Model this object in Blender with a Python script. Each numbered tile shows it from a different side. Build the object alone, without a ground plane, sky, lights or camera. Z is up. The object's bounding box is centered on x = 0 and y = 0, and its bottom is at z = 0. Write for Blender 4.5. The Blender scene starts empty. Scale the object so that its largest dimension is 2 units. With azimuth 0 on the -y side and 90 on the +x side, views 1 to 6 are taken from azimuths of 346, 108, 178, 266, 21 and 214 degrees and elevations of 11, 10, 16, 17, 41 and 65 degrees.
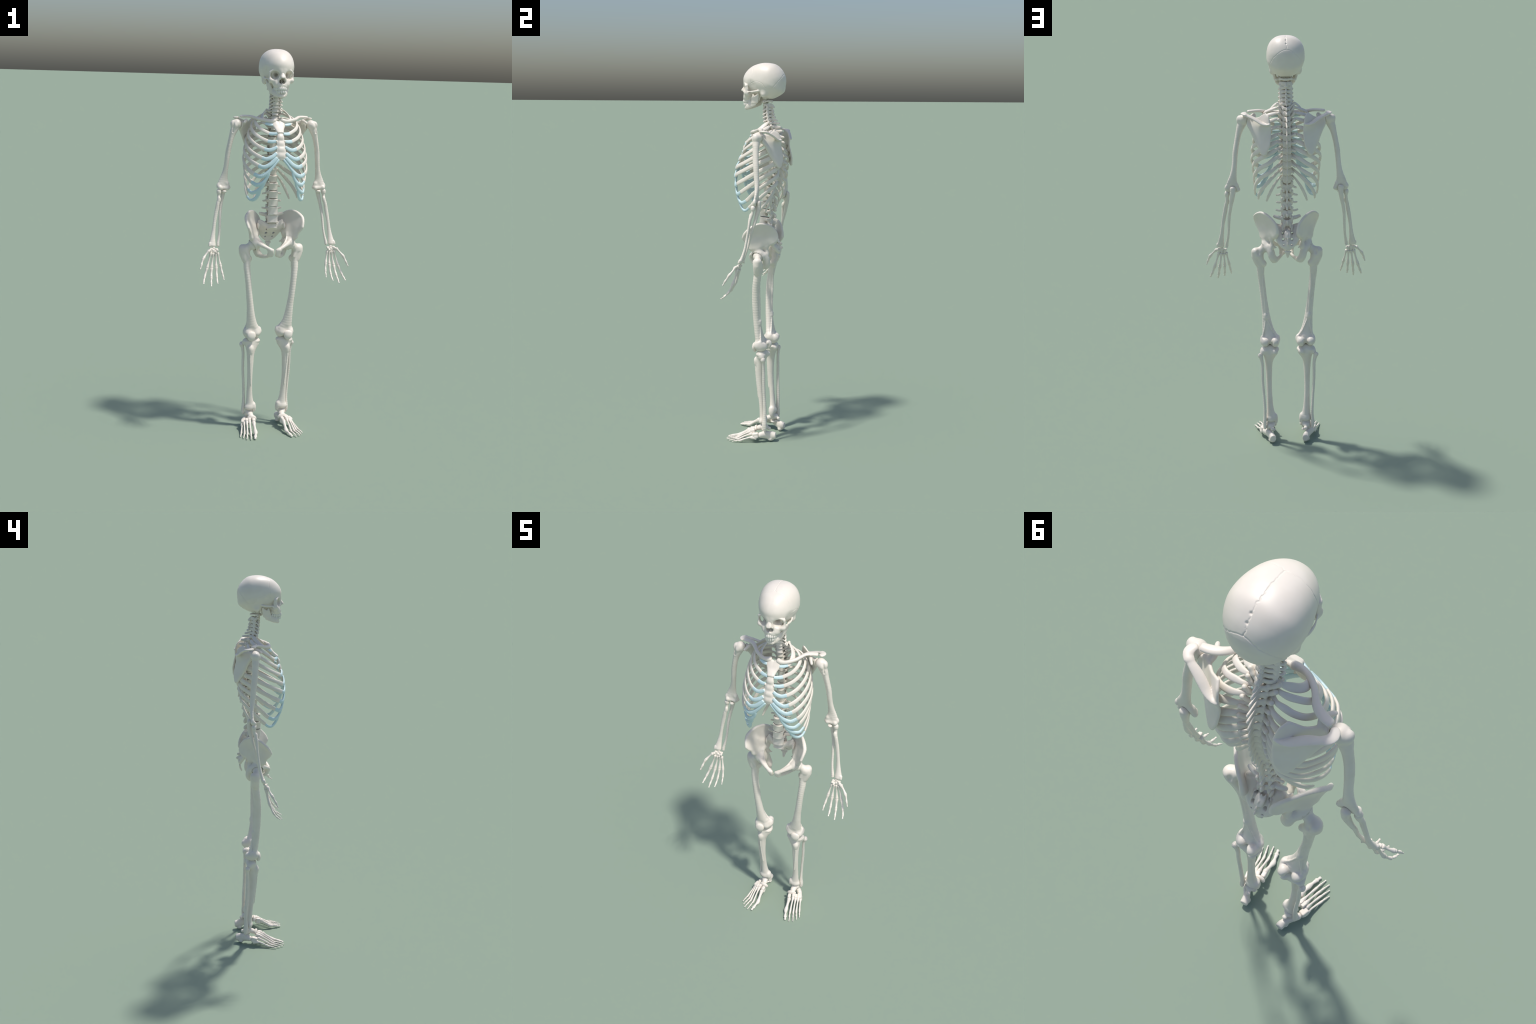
# Human skeleton, built bone by bone from implicit solids (smoothly blended capsules,
# ellipsoids, swept tubes, thick sheets) and lofted sweeps.  Metres, z up, faces -y.
import bpy, math
import numpy as np

RNG = np.random.default_rng(7)
V3 = lambda *a: np.array(a, dtype=np.float64)
def unit(v):
    v = np.asarray(v, float); return v / (np.linalg.norm(v) + 1e-12)

# ------------------------------------------------------------------ splines
def spline(pts, n):
    """Catmull-Rom through rows of pts (any width), n samples spread by chord length."""
    P = np.asarray(pts, float)
    if len(P) == 2:
        t = np.linspace(0, 1, n)[:, None]; return P[0] * (1 - t) + P[1] * t
    c = np.r_[0, np.cumsum(np.maximum(np.linalg.norm(np.diff(P[:, :3], axis=0), axis=1), 1e-6))]
    tt = np.linspace(0, c[-1], n)
    m = np.zeros_like(P)                                   # finite-difference tangents
    for i in range(len(P)):
        a, b = max(i - 1, 0), min(i + 1, len(P) - 1)
        m[i] = (P[b] - P[a]) / (c[b] - c[a])
    k = np.clip(np.searchsorted(c, tt, side='right') - 1, 0, len(P) - 2)
    h = (c[k + 1] - c[k]); s = (tt - c[k]) / h
    s_, h_ = s[:, None], h[:, None]
    return ((2*s_**3 - 3*s_**2 + 1) * P[k] + (s_**3 - 2*s_**2 + s_) * h_ * m[k]
            + (-2*s_**3 + 3*s_**2) * P[k + 1] + (s_**3 - s_**2) * h_ * m[k + 1])

def frames(C, side):
    """tangent, side, other axes along polyline C; side is a vector, or one per point."""
    T = np.gradient(C, axis=0); T /= np.linalg.norm(T, axis=1)[:, None] + 1e-12
    S = np.broadcast_to(np.asarray(side, float), C.shape)
    N = S - (S * T).sum(1)[:, None] * T
    N /= np.linalg.norm(N, axis=1)[:, None] + 1e-12
    return T, N, np.cross(T, N)

# ------------------------------------------------------------------ implicit solids
class Field:
    """Signed distance grid; symmetric=True mirrors everything put at +x to -x."""
    def __init__(s, lo, hi, h, symmetric=False):
        s.h, s.sym = h, symmetric
        s.lo = np.asarray(lo, float) - 3 * h
        s.n = np.ceil((np.asarray(hi, float) + 3 * h - s.lo) / h).astype(int) + 1
        if symmetric:                                      # centre the grid on x = 0
            nx = int(np.ceil(max(abs(s.lo[0]), abs(hi[0]) + 3 * h) / h)); s.lo[0] = -nx * h; s.n[0] = 2 * nx + 1
        s.f = np.ones(s.n, np.float32)
        s.ax = [(s.lo[i] + h * np.arange(s.n[i])).astype(np.float32) for i in range(3)]
    def _box(s, lo, hi, m):
        lo = np.asarray(lo, float) - m; hi = np.asarray(hi, float) + m
        if s.sym: lo[0], hi[0] = -max(abs(lo[0]), abs(hi[0])), max(abs(lo[0]), abs(hi[0]))
        a = np.clip(np.floor((lo - s.lo) / s.h).astype(int), 0, s.n)
        b = np.clip(np.ceil((hi - s.lo) / s.h).astype(int) + 1, 0, s.n)
        return tuple(slice(i, max(i, j)) for i, j in zip(a, b))
    def put(s, lo, hi, dist, k=0.004, cut=False):
        sl = s._box(lo, hi, k + 4 * s.h); g = s.f[sl]
        if g.size == 0: return s
        X = s.ax[0][sl[0]][:, None, None]; Y = s.ax[1][sl[1]][None, :, None]; Z = s.ax[2][sl[2]][None, None, :]
        if s.sym: X = np.abs(X)
        d = np.broadcast_to(dist(X, Y, Z), g.shape).astype(np.float32)
        if cut:
            a, b = -g, d
        else:
            a, b = g, d
        if k > 0:
            hh = np.maximum(k - np.abs(a - b), 0) / k
            r = np.minimum(a, b) - hh * hh * k * 0.25
        else:
            r = np.minimum(a, b)
        s.f[sl] = -r if cut else r
        return s
    # --- primitives
    def ball(s, c, r, rot=None, k=0.004, cut=False):
        c = np.asarray(c, float); r = np.broadcast_to(np.asarray(r, float), (3,))
        R = np.eye(3) if rot is None else np.asarray(rot, float)      # rows: local axes
        ext = np.sqrt(((R * r[:, None]) ** 2).sum(0))
        def d(X, Y, Z):
            x, y, z = X - c[0], Y - c[1], Z - c[2]
            q = [R[i, 0] * x + R[i, 1] * y + R[i, 2] * z for i in range(3)]
            k0 = np.sqrt(sum((q[i] / r[i]) ** 2 for i in range(3)))
            k1 = np.sqrt(sum((q[i] / r[i] ** 2) ** 2 for i in range(3))) + 1e-9
            return k0 * (k0 - 1) / k1
        return s.put(c - ext, c + ext, d, k, cut)
    def cone(s, a, b, ra, rb=None, k=0.004, cut=False):
        a = np.asarray(a, float); b = np.asarray(b, float); rb = ra if rb is None else rb
        ab = b - a; L = ab @ ab + 1e-12; m = max(ra, rb)
        def d(X, Y, Z):
            x, y, z = X - a[0], Y - a[1], Z - a[2]
            t = np.clip((x * ab[0] + y * ab[1] + z * ab[2]) / L, 0, 1)
            return np.sqrt((x - t*ab[0])**2 + (y - t*ab[1])**2 + (z - t*ab[2])**2) - (ra + (rb - ra) * t)
        return s.put(np.minimum(a, b) - m, np.maximum(a, b) + m, d, k, cut)
    def chain(s, pts, k=0.004, n=0, cut=False):
        """round tube through rows (x,y,z,r)"""
        P = spline(pts, n) if n else np.asarray(pts, float)
        for p, q in zip(P[:-1], P[1:]): s.cone(p[:3], q[:3], p[3], q[3], k, cut)
        return s
    def tube(s, pts, side, k=0.004, n=24, cut=False):
        """elliptic tube through rows (x,y,z,r_side,r_other)"""
        P = spline(pts, n); C = P[:, :3]; T, N, B = frames(C, side)
        for i in range(n - 1):
            a, b = C[i], C[i + 1]; ab = b - a; L = ab @ ab + 1e-14
            r1a, r1b, r2a, r2b = P[i, 3], P[i+1, 3], P[i, 4], P[i+1, 4]
            nn, bb = unit(N[i] + N[i+1]), unit(B[i] + B[i+1]); m = max(r1a, r1b, r2a, r2b)
            def d(X, Y, Z):
                x, y, z = X - a[0], Y - a[1], Z - a[2]
                t = np.clip((x*ab[0] + y*ab[1] + z*ab[2]) / L, 0, 1)
                x, y, z = x - t*ab[0], y - t*ab[1], z - t*ab[2]
                u = x*nn[0] + y*nn[1] + z*nn[2]; v = x*bb[0] + y*bb[1] + z*bb[2]
                w2 = np.maximum(x*x + y*y + z*z - u*u - v*v, 0)
                r1 = r1a + (r1b - r1a)*t; r2 = r2a + (r2b - r2a)*t; rm = np.minimum(r1, r2)
                k0 = np.sqrt((u/r1)**2 + (v/r2)**2 + w2/rm**2) + 1e-9
                k1 = np.sqrt((u/r1**2)**2 + (v/r2**2)**2 + w2/rm**4) + 1e-9
                return k0 * (k0 - 1) / k1
            s.put(np.minimum(a, b) - m, np.maximum(a, b) + m, d, k if i == 0 else min(k, 0.002), cut)
        return s
    def box(s, c, half, rad, rot=None, k=0.004, cut=False):
        c = np.asarray(c, float); hf = np.asarray(half, float) - rad
        R = np.eye(3) if rot is None else np.asarray(rot, float)
        ext = (np.abs(R) * np.asarray(half, float)[:, None]).sum(0)
        def d(X, Y, Z):
            x, y, z = X - c[0], Y - c[1], Z - c[2]
            q = [np.abs(R[i, 0]*x + R[i, 1]*y + R[i, 2]*z) - hf[i] for i in range(3)]
            out = np.sqrt(sum(np.maximum(a, 0)**2 for a in q))
            return out + np.minimum(np.maximum(np.maximum(q[0], q[1]), q[2]), 0) - rad
        return s.put(c - ext, c + ext, d, k, cut)
    def sheet(s, curves, nu, nv, k=0.003):
        """thick curved plate lofted through curves of rows (x,y,z,half_thickness)"""
        S = np.array([spline(c, nu) for c in curves])                # (m,nu,4)
        G = np.stack([spline(S[:, j], nv) for j in range(nu)], 1)     # (nv,nu,4)
        for p in G.reshape(-1, 4):
            c, r = p[:3], p[3]
            s.put(c - r, c + r, lambda X, Y, Z: np.sqrt((X-c[0])**2 + (Y-c[1])**2 + (Z-c[2])**2) - r, k)
        return s
    def sample(s, P):
        q = (np.asarray(P) - s.lo) / s.h; q = np.clip(q, 0, s.n - 1.001); i = q.astype(int); t = q - i
        o = 0
        for a in (0, 1):
            for b in (0, 1):
                for c in (0, 1):
                    w = (t[:, 0] if a else 1-t[:, 0]) * (t[:, 1] if b else 1-t[:, 1]) * (t[:, 2] if c else 1-t[:, 2])
                    o = o + w * s.f[i[:, 0]+a, i[:, 1]+b, i[:, 2]+c]
        return o
    def mesh(s, smooth=2):
        f = s.f; neg = f < 0
        c = neg[:-1, :-1, :-1].astype(np.uint8)
        for a, b, d in [(1,0,0),(0,1,0),(1,1,0),(0,0,1),(1,0,1),(0,1,1),(1,1,1)]:
            e = neg[a:neg.shape[0]-1+a, b:neg.shape[1]-1+b, d:neg.shape[2]-1+d]; c = c + e
        I = np.argwhere((c > 0) & (c < 8))
        cor = np.array([(a, b, d) for a in (0,1) for b in (0,1) for d in (0,1)])
        val = np.stack([f[I[:,0]+a, I[:,1]+b, I[:,2]+d] for a, b, d in cor], 1).astype(np.float64)
        acc = np.zeros((len(I), 3)); cnt = np.zeros(len(I))
        for p in range(8):
            for q in range(p + 1, 8):
                if np.abs(cor[p] - cor[q]).sum() != 1: continue
                m = (val[:, p] < 0) != (val[:, q] < 0)
                t = val[m, p] / (val[m, p] - val[m, q])
                acc[m] += cor[p] + t[:, None] * (cor[q] - cor[p]); cnt[m] += 1
        P = (I + acc / cnt[:, None]) * s.h + s.lo
        idx = -np.ones(c.shape, np.int64); idx[tuple(I.T)] = np.arange(len(I))
        F = []
        for ax in range(3):
            u, v = (ax + 1) % 3, (ax + 2) % 3
            sl0 = [slice(None)] * 3; sl1 = [slice(None)] * 3
            sl0[ax] = slice(0, -1); sl1[ax] = slice(1, None)
            A, B = neg[tuple(sl0)], neg[tuple(sl1)]
            E = np.argwhere(A != B); E = E[(E[:, u] > 0) & (E[:, v] > 0) & (E[:, u] < s.n[u]-1) & (E[:, v] < s.n[v]-1)]
            fl = A[tuple(E.T)]
            du = np.zeros(3, int); dv = np.zeros(3, int); du[u] = 1; dv[v] = 1
            q = np.stack([idx[tuple((E - du - dv).T)], idx[tuple((E - dv).T)], idx[tuple(E.T)], idx[tuple((E - du).T)]], 1)
            q[~fl] = q[~fl][:, ::-1]; F.append(q)
        F = np.concatenate(F)
        e = np.concatenate([F[:, [0,1]], F[:, [1,2]], F[:, [2,3]], F[:, [3,0]]]); e = np.concatenate([e, e[:, ::-1]])
        deg = np.bincount(e[:, 0], minlength=len(P))
        for it in range(smooth * 2):
            lam = 0.5 if it % 2 == 0 else -0.48
            av = np.stack([np.bincount(e[:, 0], weights=P[e[:, 1], j], minlength=len(P)) for j in range(3)], 1) / deg[:, None]
            P = P + lam * (av - P)
        return P, F

# ------------------------------------------------------------------ lofted sweeps
def sweep(pts, side, n=32, m=14, square=2.0, cap=0.8):
    """closed tube through rows (x,y,z,r_side,r_other), rounded ends; returns verts, faces"""
    P = spline(pts, n); C = P[:, :3]; T, N, B = frames(C, side)
    a = np.linspace(0, 2*np.pi, m, endpoint=False)
    ca, sa = np.cos(a), np.sin(a)
    ca = np.sign(ca) * np.abs(ca) ** (2 / square); sa = np.sign(sa) * np.abs(sa) ** (2 / square)
    rings = []
    def ring(i, off, sc):
        return C[i] + T[i]*off + N[i]*(ca*P[i,3]*sc)[:,None] + B[i]*(sa*P[i,4]*sc)[:,None]
    caps = [(1, .25), (.86, .6), (.5, .88)]
    for o, sc in caps: rings.append(ring(0, -o * cap * min(P[0,3], P[0,4]), sc))
    for i in range(n): rings.append(ring(i, 0, 1))
    for o, sc in caps[::-1]: rings.append(ring(n-1, o * cap * min(P[-1,3], P[-1,4]), sc))
    Vv = np.concatenate(rings); k = len(rings)
    j = np.arange(m); F = []
    for i in range(k - 1):
        F.append(np.stack([i*m + j, i*m + (j+1) % m, (i+1)*m + (j+1) % m, (i+1)*m + j], 1))
    F = np.concatenate(F)[:, ::-1].tolist()
    F.append(list(range(m))); F.append(list(range((k-1)*m, k*m))[::-1])
    return Vv, F

# ------------------------------------------------------------------ scene objects
def make_material(name, col, col2, rough, bump, spec=0.5):
    mt = bpy.data.materials.new(name); mt.use_nodes = True
    nt = mt.node_tree; N, L = nt.nodes, nt.links
    b = N["Principled BSDF"]; b.inputs["Roughness"].default_value = rough
    b.inputs["Specular IOR Level"].default_value = spec
    tc = N.new("ShaderNodeTexCoord")
    n1 = N.new("ShaderNodeTexNoise"); n1.inputs["Scale"].default_value = 22; n1.inputs["Detail"].default_value = 4
    cr = N.new("ShaderNodeValToRGB"); cr.color_ramp.elements[0].position = .35; cr.color_ramp.elements[1].position = .7
    cr.color_ramp.elements[0].color = (*col, 1); cr.color_ramp.elements[1].color = (*col2, 1)
    n2 = N.new("ShaderNodeTexNoise"); n2.inputs["Scale"].default_value = 380; n2.inputs["Detail"].default_value = 3
    bp = N.new("ShaderNodeBump"); bp.inputs["Strength"].default_value = bump; bp.inputs["Distance"].default_value = .0006
    L.new(tc.outputs["Object"], n1.inputs["Vector"]); L.new(tc.outputs["Object"], n2.inputs["Vector"])
    L.new(n1.outputs["Fac"], cr.inputs["Fac"]); L.new(cr.outputs["Color"], b.inputs["Base Color"])
    L.new(n2.outputs["Fac"], bp.inputs["Height"]); L.new(bp.outputs["Normal"], b.inputs["Normal"])
    return mt
BONE = make_material("bone", (.81, .745, .66), (.845, .785, .705), .42, .12)
TOOTH = make_material("tooth_enamel", (.84, .80, .73), (.87, .84, .78), .28, .03)
CART = make_material("hyaline_cartilage", (.585, .755, .79), (.62, .785, .815), .38, .08)

ROOT = bpy.data.objects.new("human_skeleton", None)
bpy.context.scene.collection.objects.link(ROOT)
ROOT["label"] = "ivory white human skeleton standing with pale blue rib cartilage"
ROOT["category"] = "skeleton"

def build(name, vf, parent=None, mat=None, mirror=False, kind=None):
    V, F = vf
    V = np.array(V, float)
    if mirror: V[:, 0] *= -1
    o = V.mean(0); V = V - o
    me = bpy.data.meshes.new(name)
    if isinstance(F, np.ndarray) and F.ndim == 2:
        Fa = F[:, ::-1] if mirror else F
        n, k = Fa.shape
        me.vertices.add(len(V)); me.vertices.foreach_set("co", V.astype(np.float32).ravel())
        me.loops.add(n * k); me.loops.foreach_set("vertex_index", Fa.astype(np.int32).ravel())
        me.polygons.add(n); me.polygons.foreach_set("loop_start", np.arange(0, n*k, k, dtype=np.int32))
        me.polygons.foreach_set("loop_total", np.full(n, k, np.int32)); me.update(calc_edges=True)
    else:
        me.from_pydata(V.tolist(), [], [f[::-1] if mirror else f for f in (F.tolist() if isinstance(F, np.ndarray) else F)])
    me.polygons.foreach_set("use_smooth", np.ones(len(me.polygons), bool))
    me.materials.append(mat or BONE); me.update()
    ob = bpy.data.objects.new(name, me); bpy.context.scene.collection.objects.link(ob)
    p = parent or ROOT; ob.parent = p
    ob.location = V3(*o) - (V3(*p["o"]) if p is not ROOT else 0)
    ob["o"] = o.tolist()
    if kind: ob["kind"] = kind
    return ob
def pair(name, vf, parents=None, mat=None, kind=None):
    l = build(name, vf, parents[0] if parents else None, mat, False, kind)
    r = build(name, vf, parents[1] if parents else None, mat, True, kind)
    return l, r
def join(parts):
    """several sweeps as one mesh"""
    V, F, n = [], [], 0
    for v, f in parts:
        V.append(v); F += [[i + n for i in q] for q in (f.tolist() if isinstance(f, np.ndarray) else f)]; n += len(v)
    return np.concatenate(V), F

# ================================================================== LEGS (left side, mirrored)
# ---- femur
f = Field((.03, -.01, .49), (.18, .105, 1.045), .0024)
HIP = V3(.097, .021, 1.008)
f.tube([(.134, .034, .965, .021, .021), (.1295, .029, .92, .0185, .0195), (.129, .022, .88, .0168, .0180), (.125, .0165, .84, .0158, .0175),
        (.121, .0145, .80, .0155, .0178), (.117, .0140, .76, .0156, .0180), (.113, .0150, .72, .0162, .0180), (.108, .0165, .68, .0175, .0180),
        (.104, .0190, .64, .0202, .0182), (.099, .0230, .60, .0250, .0190), (.094, .0270, .57, .0305, .0205), (.0895, .0310, .550, .0385, .0225), (.0880, .0340, .534, .0440, .0245)], (1, 0, 0), n=32)
f.tube([(.118, .0360, .90, .004, .004), (.117, .0345, .82, .0045, .005), (.110, .0340, .74, .005, .0055), (.106, .0345, .66, .004, .004)], (1, 0, 0), k=.014, n=14)   # linea aspera
f.tube([(.106, .035, .66, .003, .003), (.075, .042, .585, .003, .003), (.052, .046, .552, .004, .004)], (1, 0, 0), k=.014, n=10)
f.tube([(.106, .035, .66, .003, .003), (.113, .041, .60, .003, .003), (.124, .046, .556, .004, .004)], (1, 0, 0), k=.014, n=10)
f.ball(HIP, .0275, k=.002)
f.tube([tuple(HIP) + (.020, .020), (.118, .026, .996, .0165, .019), (.140, .031, .975, .020, .024)], (0, 1, 0), k=.014, n=8)    # neck
f.tube([(.1500, .0330, .9820, .0205, .0215), (.1490, .0325, .9650, .0220, .0215), (.1380, .0290, .9250, .0175, .0190)], (1, 0, 0), k=.014, n=8)                # greater trochanter
f.ball((.1545, .0380, .9900), (.0135, .0150, .0130), k=.012)
f.ball((.1450, .0460, .9800), (.0120, .0090, .0160), k=.012)
f.cone((.1360, .0560, 1.0), (.1400, .0540, .975), .0060, .0040, k=.010, cut=True)        # trochanteric fossa
f.ball((.109, .042, .927), (.0095, .0095, .0135), k=.014)                   # lesser trochanter
f.cone((.142, .048, .972), (.113, .045, .932), .0050, .0045, k=.014)        # intertrochanteric crest
f.cone((.142, .018, .985), (.118, .012, .940), .0040, .0030, k=.014)
f.tube([(.112, .022, .530, .020, .020), (.112, .040, .522, .0215, .0225), (.1125, .057, .528, .0200, .0215)], (1, 0, 0), k=.016, n=8)      # lateral condyle
f.tube([(.070, .024, .530, .018, .018), (.066, .042, .522, .0205, .0230), (.0635, .062, .528, .0195, .0230), (.0635, .068, .534, .0185, .0215)], (1, 0, 0), k=.016, n=9)   # medial condyle
f.ball((.0470, .0430, .5400), (.0085, .0140, .0160), k=.014); f.ball((.1270, .0440, .5370), (.0080, .0130, .0150), k=.014)
f.tube([(.091, -.001, .556, .007, .005), (.091, .000, .530, .008, .006), (.090, .012, .506, .008, .006)], (1, 0, 0), k=.014, n=8, cut=True)  # patellar groove
f.tube([(.088, .094, .540, .0125, .016), (.088, .080, .520, .0130, .019), (.088, .058, .498, .0120, .014)], (1, 0, 0), k=.008, n=8, cut=True)   # intercondylar notch
pair("femur", f.mesh())
# ---- patella
f = Field((.07, -.014, .485), (.13, .020, .55), .0018)
f.ball((.1005, .0035, .5215), (.0240, .0110, .0195), k=.003)
f.ball((.1005, .0050, .5070), (.0160, .0085, .0165), k=.014)
f.ball((.1005, .0070, .5330), (.0180, .0070, .0085), k=.010)
pair("patella", f.mesh())
# ---- tibia
f = Field((.04, -.01, .075), (.15, .105, .50), .0024)
f.tube([(.0895, .0420, .4810, .0430, .0270), (.0895, .0410, .4700, .0400, .0275), (.0910, .0385, .4580, .0330, .0265), (.0930, .0355, .4430, .0265, .0250), (.095, .033, .425, .0215, .0230), (.096, .0315, .40, .0180, .0208), (.0955, .031, .36, .0156, .0190),
        (.0955, .033, .31, .0138, .0160), (.0950, .037, .26, .0133, .0140), (.094, .041, .22, .0140, .0132), (.0925, .0445, .18, .0157, .0136),
        (.0905, .047, .15, .0185, .0152), (.088, .049, .125, .0230, .0172), (.0870, .0500, .111, .0250, .0180)], (1, 0, 0), n=34)
f.tube([(.101, .011, .445, .006, .006), (.102, .0120, .40, .004, .005), (.098, .0155, .33, .003, .004), (.092, .0235, .24, .003, .004)], (1, 0, 0), k=.016, n=12)   # shin edge
f.ball((.067, .046, .4845), (.0220, .0280, .0090), k=.010)
f.ball((.113, .044, .4830), (.0215, .0260, .0095), k=.010)
f.ball((.128, .054, .470), (.0110, .013, .0110), k=.012)
f.ball((.066, .068, .476), (.0140, .011, .0120), k=.012)
f.ball((.101, .0125, .446), (.0110, .0085, .0160), k=.014)               # tuberosity
f.ball((.090, .044, .491), (.0065, .010, .0050), k=.006)                 # eminence
f.ball((.087, .083, .485), (.009, .010, .020), k=.010, cut=True)
f.tube([(.068, .047, .125, .011, .015), (.0645, .048, .103, .0095, .0130), (.0635, .049, .090, .0078, .0105)], (1, 0, 0), k=.010, n=8)  # medial malleolus
f.ball((.0900, .0490, .1110), (.0285, .0195, .0145), k=.014); f.ball((.0900, .0500, .0940), (.0200, .0200, .0060), k=.004, cut=True)
f.ball((.120, .062, .118), (.008, .012, .022), k=.008, cut=True)         # fibular notch
pair("tibia", f.mesh())
# ---- fibula
f = Field((.105, .04, .05), (.16, .09, .475), .0022)
f.tube([(.1365, .063, .458, .0105, .0110), (.1325, .064, .440, .0085, .0090), (.1285, .064, .41, .0074, .0078), (.1285, .0643, .37, .0072, .0080),
        (.1280, .0645, .33, .0068, .0080), (.1260, .065, .29, .0066, .0082), (.1230, .0665, .25, .0066, .0084), (.1210, .068, .21, .0066, .0088), (.1190, .0685, .17, .0068, .0092),
        (.1190, .067, .13, .0078, .0105), (.1210, .0665, .10, .0090, .0125), (.1210, .068, .080, .0085, .0115), (.1200, .070, .067, .0065, .0080)], (1, 0, 0), n=34)
f.ball((.1390, .063, .459), (.0115, .0125, .0105), k=.006)
f.ball((.139, .068, .467), (.006, .006, .006), k=.006)
pair("fibula", f.mesh())

# ---- foot: hind foot carries the other tarsal bones, metatarsals and toe bones
def rows(p, q, prof, base=V3(0, 0, 1)):
    """rows for a little long bone p->q; prof: (t, width, height, lift)"""
    p, q = np.asarray(p, float), np.asarray(q, float)
    return [tuple(p + (q - p) * t + base * l) + (w, h) for t, w, h, l in prof]
def axes(fwd, up=(0, 0, 1)):
    y = unit(fwd); x = unit(np.cross(y, up)); return np.array([x, y, np.cross(x, y)])
FW = axes((.16, -.98, 0))
f = Field((.05, -.0, -.001), (.15, .13, .115), .0018)
# calcaneus
f.tube([(.0815, .1180, .0310, .0150, .0160), (.0830, .106, .0300, .0155, .0205), (.0860, .095, .0300, .0140, .0235), (.0920, .082, .0320, .0130, .0215), (.1010, .067, .0350, .0135, .0190), (.1120, .053, .0380, .0140, .0165), (.1190, .0440, .0380, .0135, .0150)], (1, .2, 0), k=.003, n=16)
f.ball((.0810, .0930, .0085), (.0120, .0120, .0085), k=.010); f.ball((.0960, .0900, .0120), (.0080, .0100, .0070), k=.008)
f.box((.0800, .1340, .0300), (.0300, .0150, .0400), .001, axes((-.1, 1, 0)), k=.003, cut=True)
f.ball((.1000, .066, .050), (.0145, .0165, .0085), k=.006)
f.ball((.0775, .053, .0490), (.0110, .0120, .0065), k=.006)              # sustentaculum
# talus
f.ball((.0900, .0560, .0770), (.0215, .0230, .0165), axes((.1, -1, 0)), k=.003)
f.tube([(.0705, .052, .089, .007, .006), (.0890, .0535, .0935, .008, .007), (.1060, .055, .089, .007, .006)], (0, 1, 0), k=.008, n=8)
f.tube([(.0900, .050, .077, .0175, .0150), (.0870, .036, .071, .0150, .0130), (.0855, .0255, .0660, .0150, .0135)], (1, 0, 0), k=.006, n=8)
f.ball((.0840, .0830, .0680), (.0100, .0085, .0090), k=.006)
f.ball((.1050, .0600, .0660), (.0090, .0110, .0080), k=.006)
foot = pair("foot", f.mesh())
def small(name, lo, hi, fn, parents, h=.0016):
    f = Field(lo, hi, h); fn(f); return pair(name, f.mesh(), parents)
def navic(f):
    f.tube([(.0660, .0090, .0565, .0070, .0085), (.0740, .0075, .0620, .0080, .0125), (.0880, .0085, .0650, .0085, .0140), (.1000, .0125, .0600, .0075, .0115)], (.16, -1, 0), k=.004, n=10)
small("navicular", (.055, -.01, .04), (.115, .03, .085), navic, foot)
def cun1(f):
    f.box((.0785, -.0125, .0490), (.0090, .0125, .0160), .0055, axes((.12, -.98, -.15)), k=.003); f.ball((.0770, -.016, .0400), (.0090, .0115, .0085), k=.006)
def cun2(f): f.box((.1000, -.0035, .0555), (.0080, .0095, .0115), .0040, axes((.2, -.98, -.15)), k=.003)
def cun3(f): f.box((.1140, -.0010, .0505), (.0078, .0125, .0125), .0042, axes((.22, -.97, -.15)), k=.003)
def cub(f):
    f.box((.1280, .0190, .0370), (.0125, .0165, .0135), .0055, axes((.28, -.96, -.15)), k=.003); f.ball((.1330, .0220, .0290), (.0090, .0120, .0080), k=.006)
small("cuneiform", (.06, -.035, .02), (.1, .02, .08), cun1, foot); small("cuneiform", (.085, -.025, .035), (.12, .02, .08), cun2, foot)
small("cuneiform", (.095, -.03, .03), (.135, .03, .075), cun3, foot); small("cuboid", (.1, -.015, .01), (.16, .05, .065), cub, foot)
MT = [  # base, head (MTP joint), toe joint(s), tip, thickness
    ((.0825, -.0270, .0470), (.0840, -.0860, .0135), [(.0935, -.1200, .0095)], (.1010, -.1450, .0050), 1.62),
    ((.1020, -.0150, .0560), (.1100, -.0885, .0110), [(.1160, -.1165, .0100), (.1205, -.1330, .0060)], (.1240, -.1475, .0035), .92),
    ((.1165, -.0140, .0500), (.1275, -.0840, .0105), [(.1355, -.1110, .0090), (.1405, -.1260, .0058)], (.1450, -.1395, .0035), .90),
    ((.1280, -.0020, .0430), (.1410, -.0720, .0095), [(.1495, -.0970, .0080), (.1545, -.1100, .0052)], (.1580, -.1215, .0030), .88),
    ((.1370, .0080, .0290), (.1555, -.0580, .0080), [(.1630, -.0810, .0070), (.1670, -.0920, .0048)], (.1700, -.1010, .0030), .86)]
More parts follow.
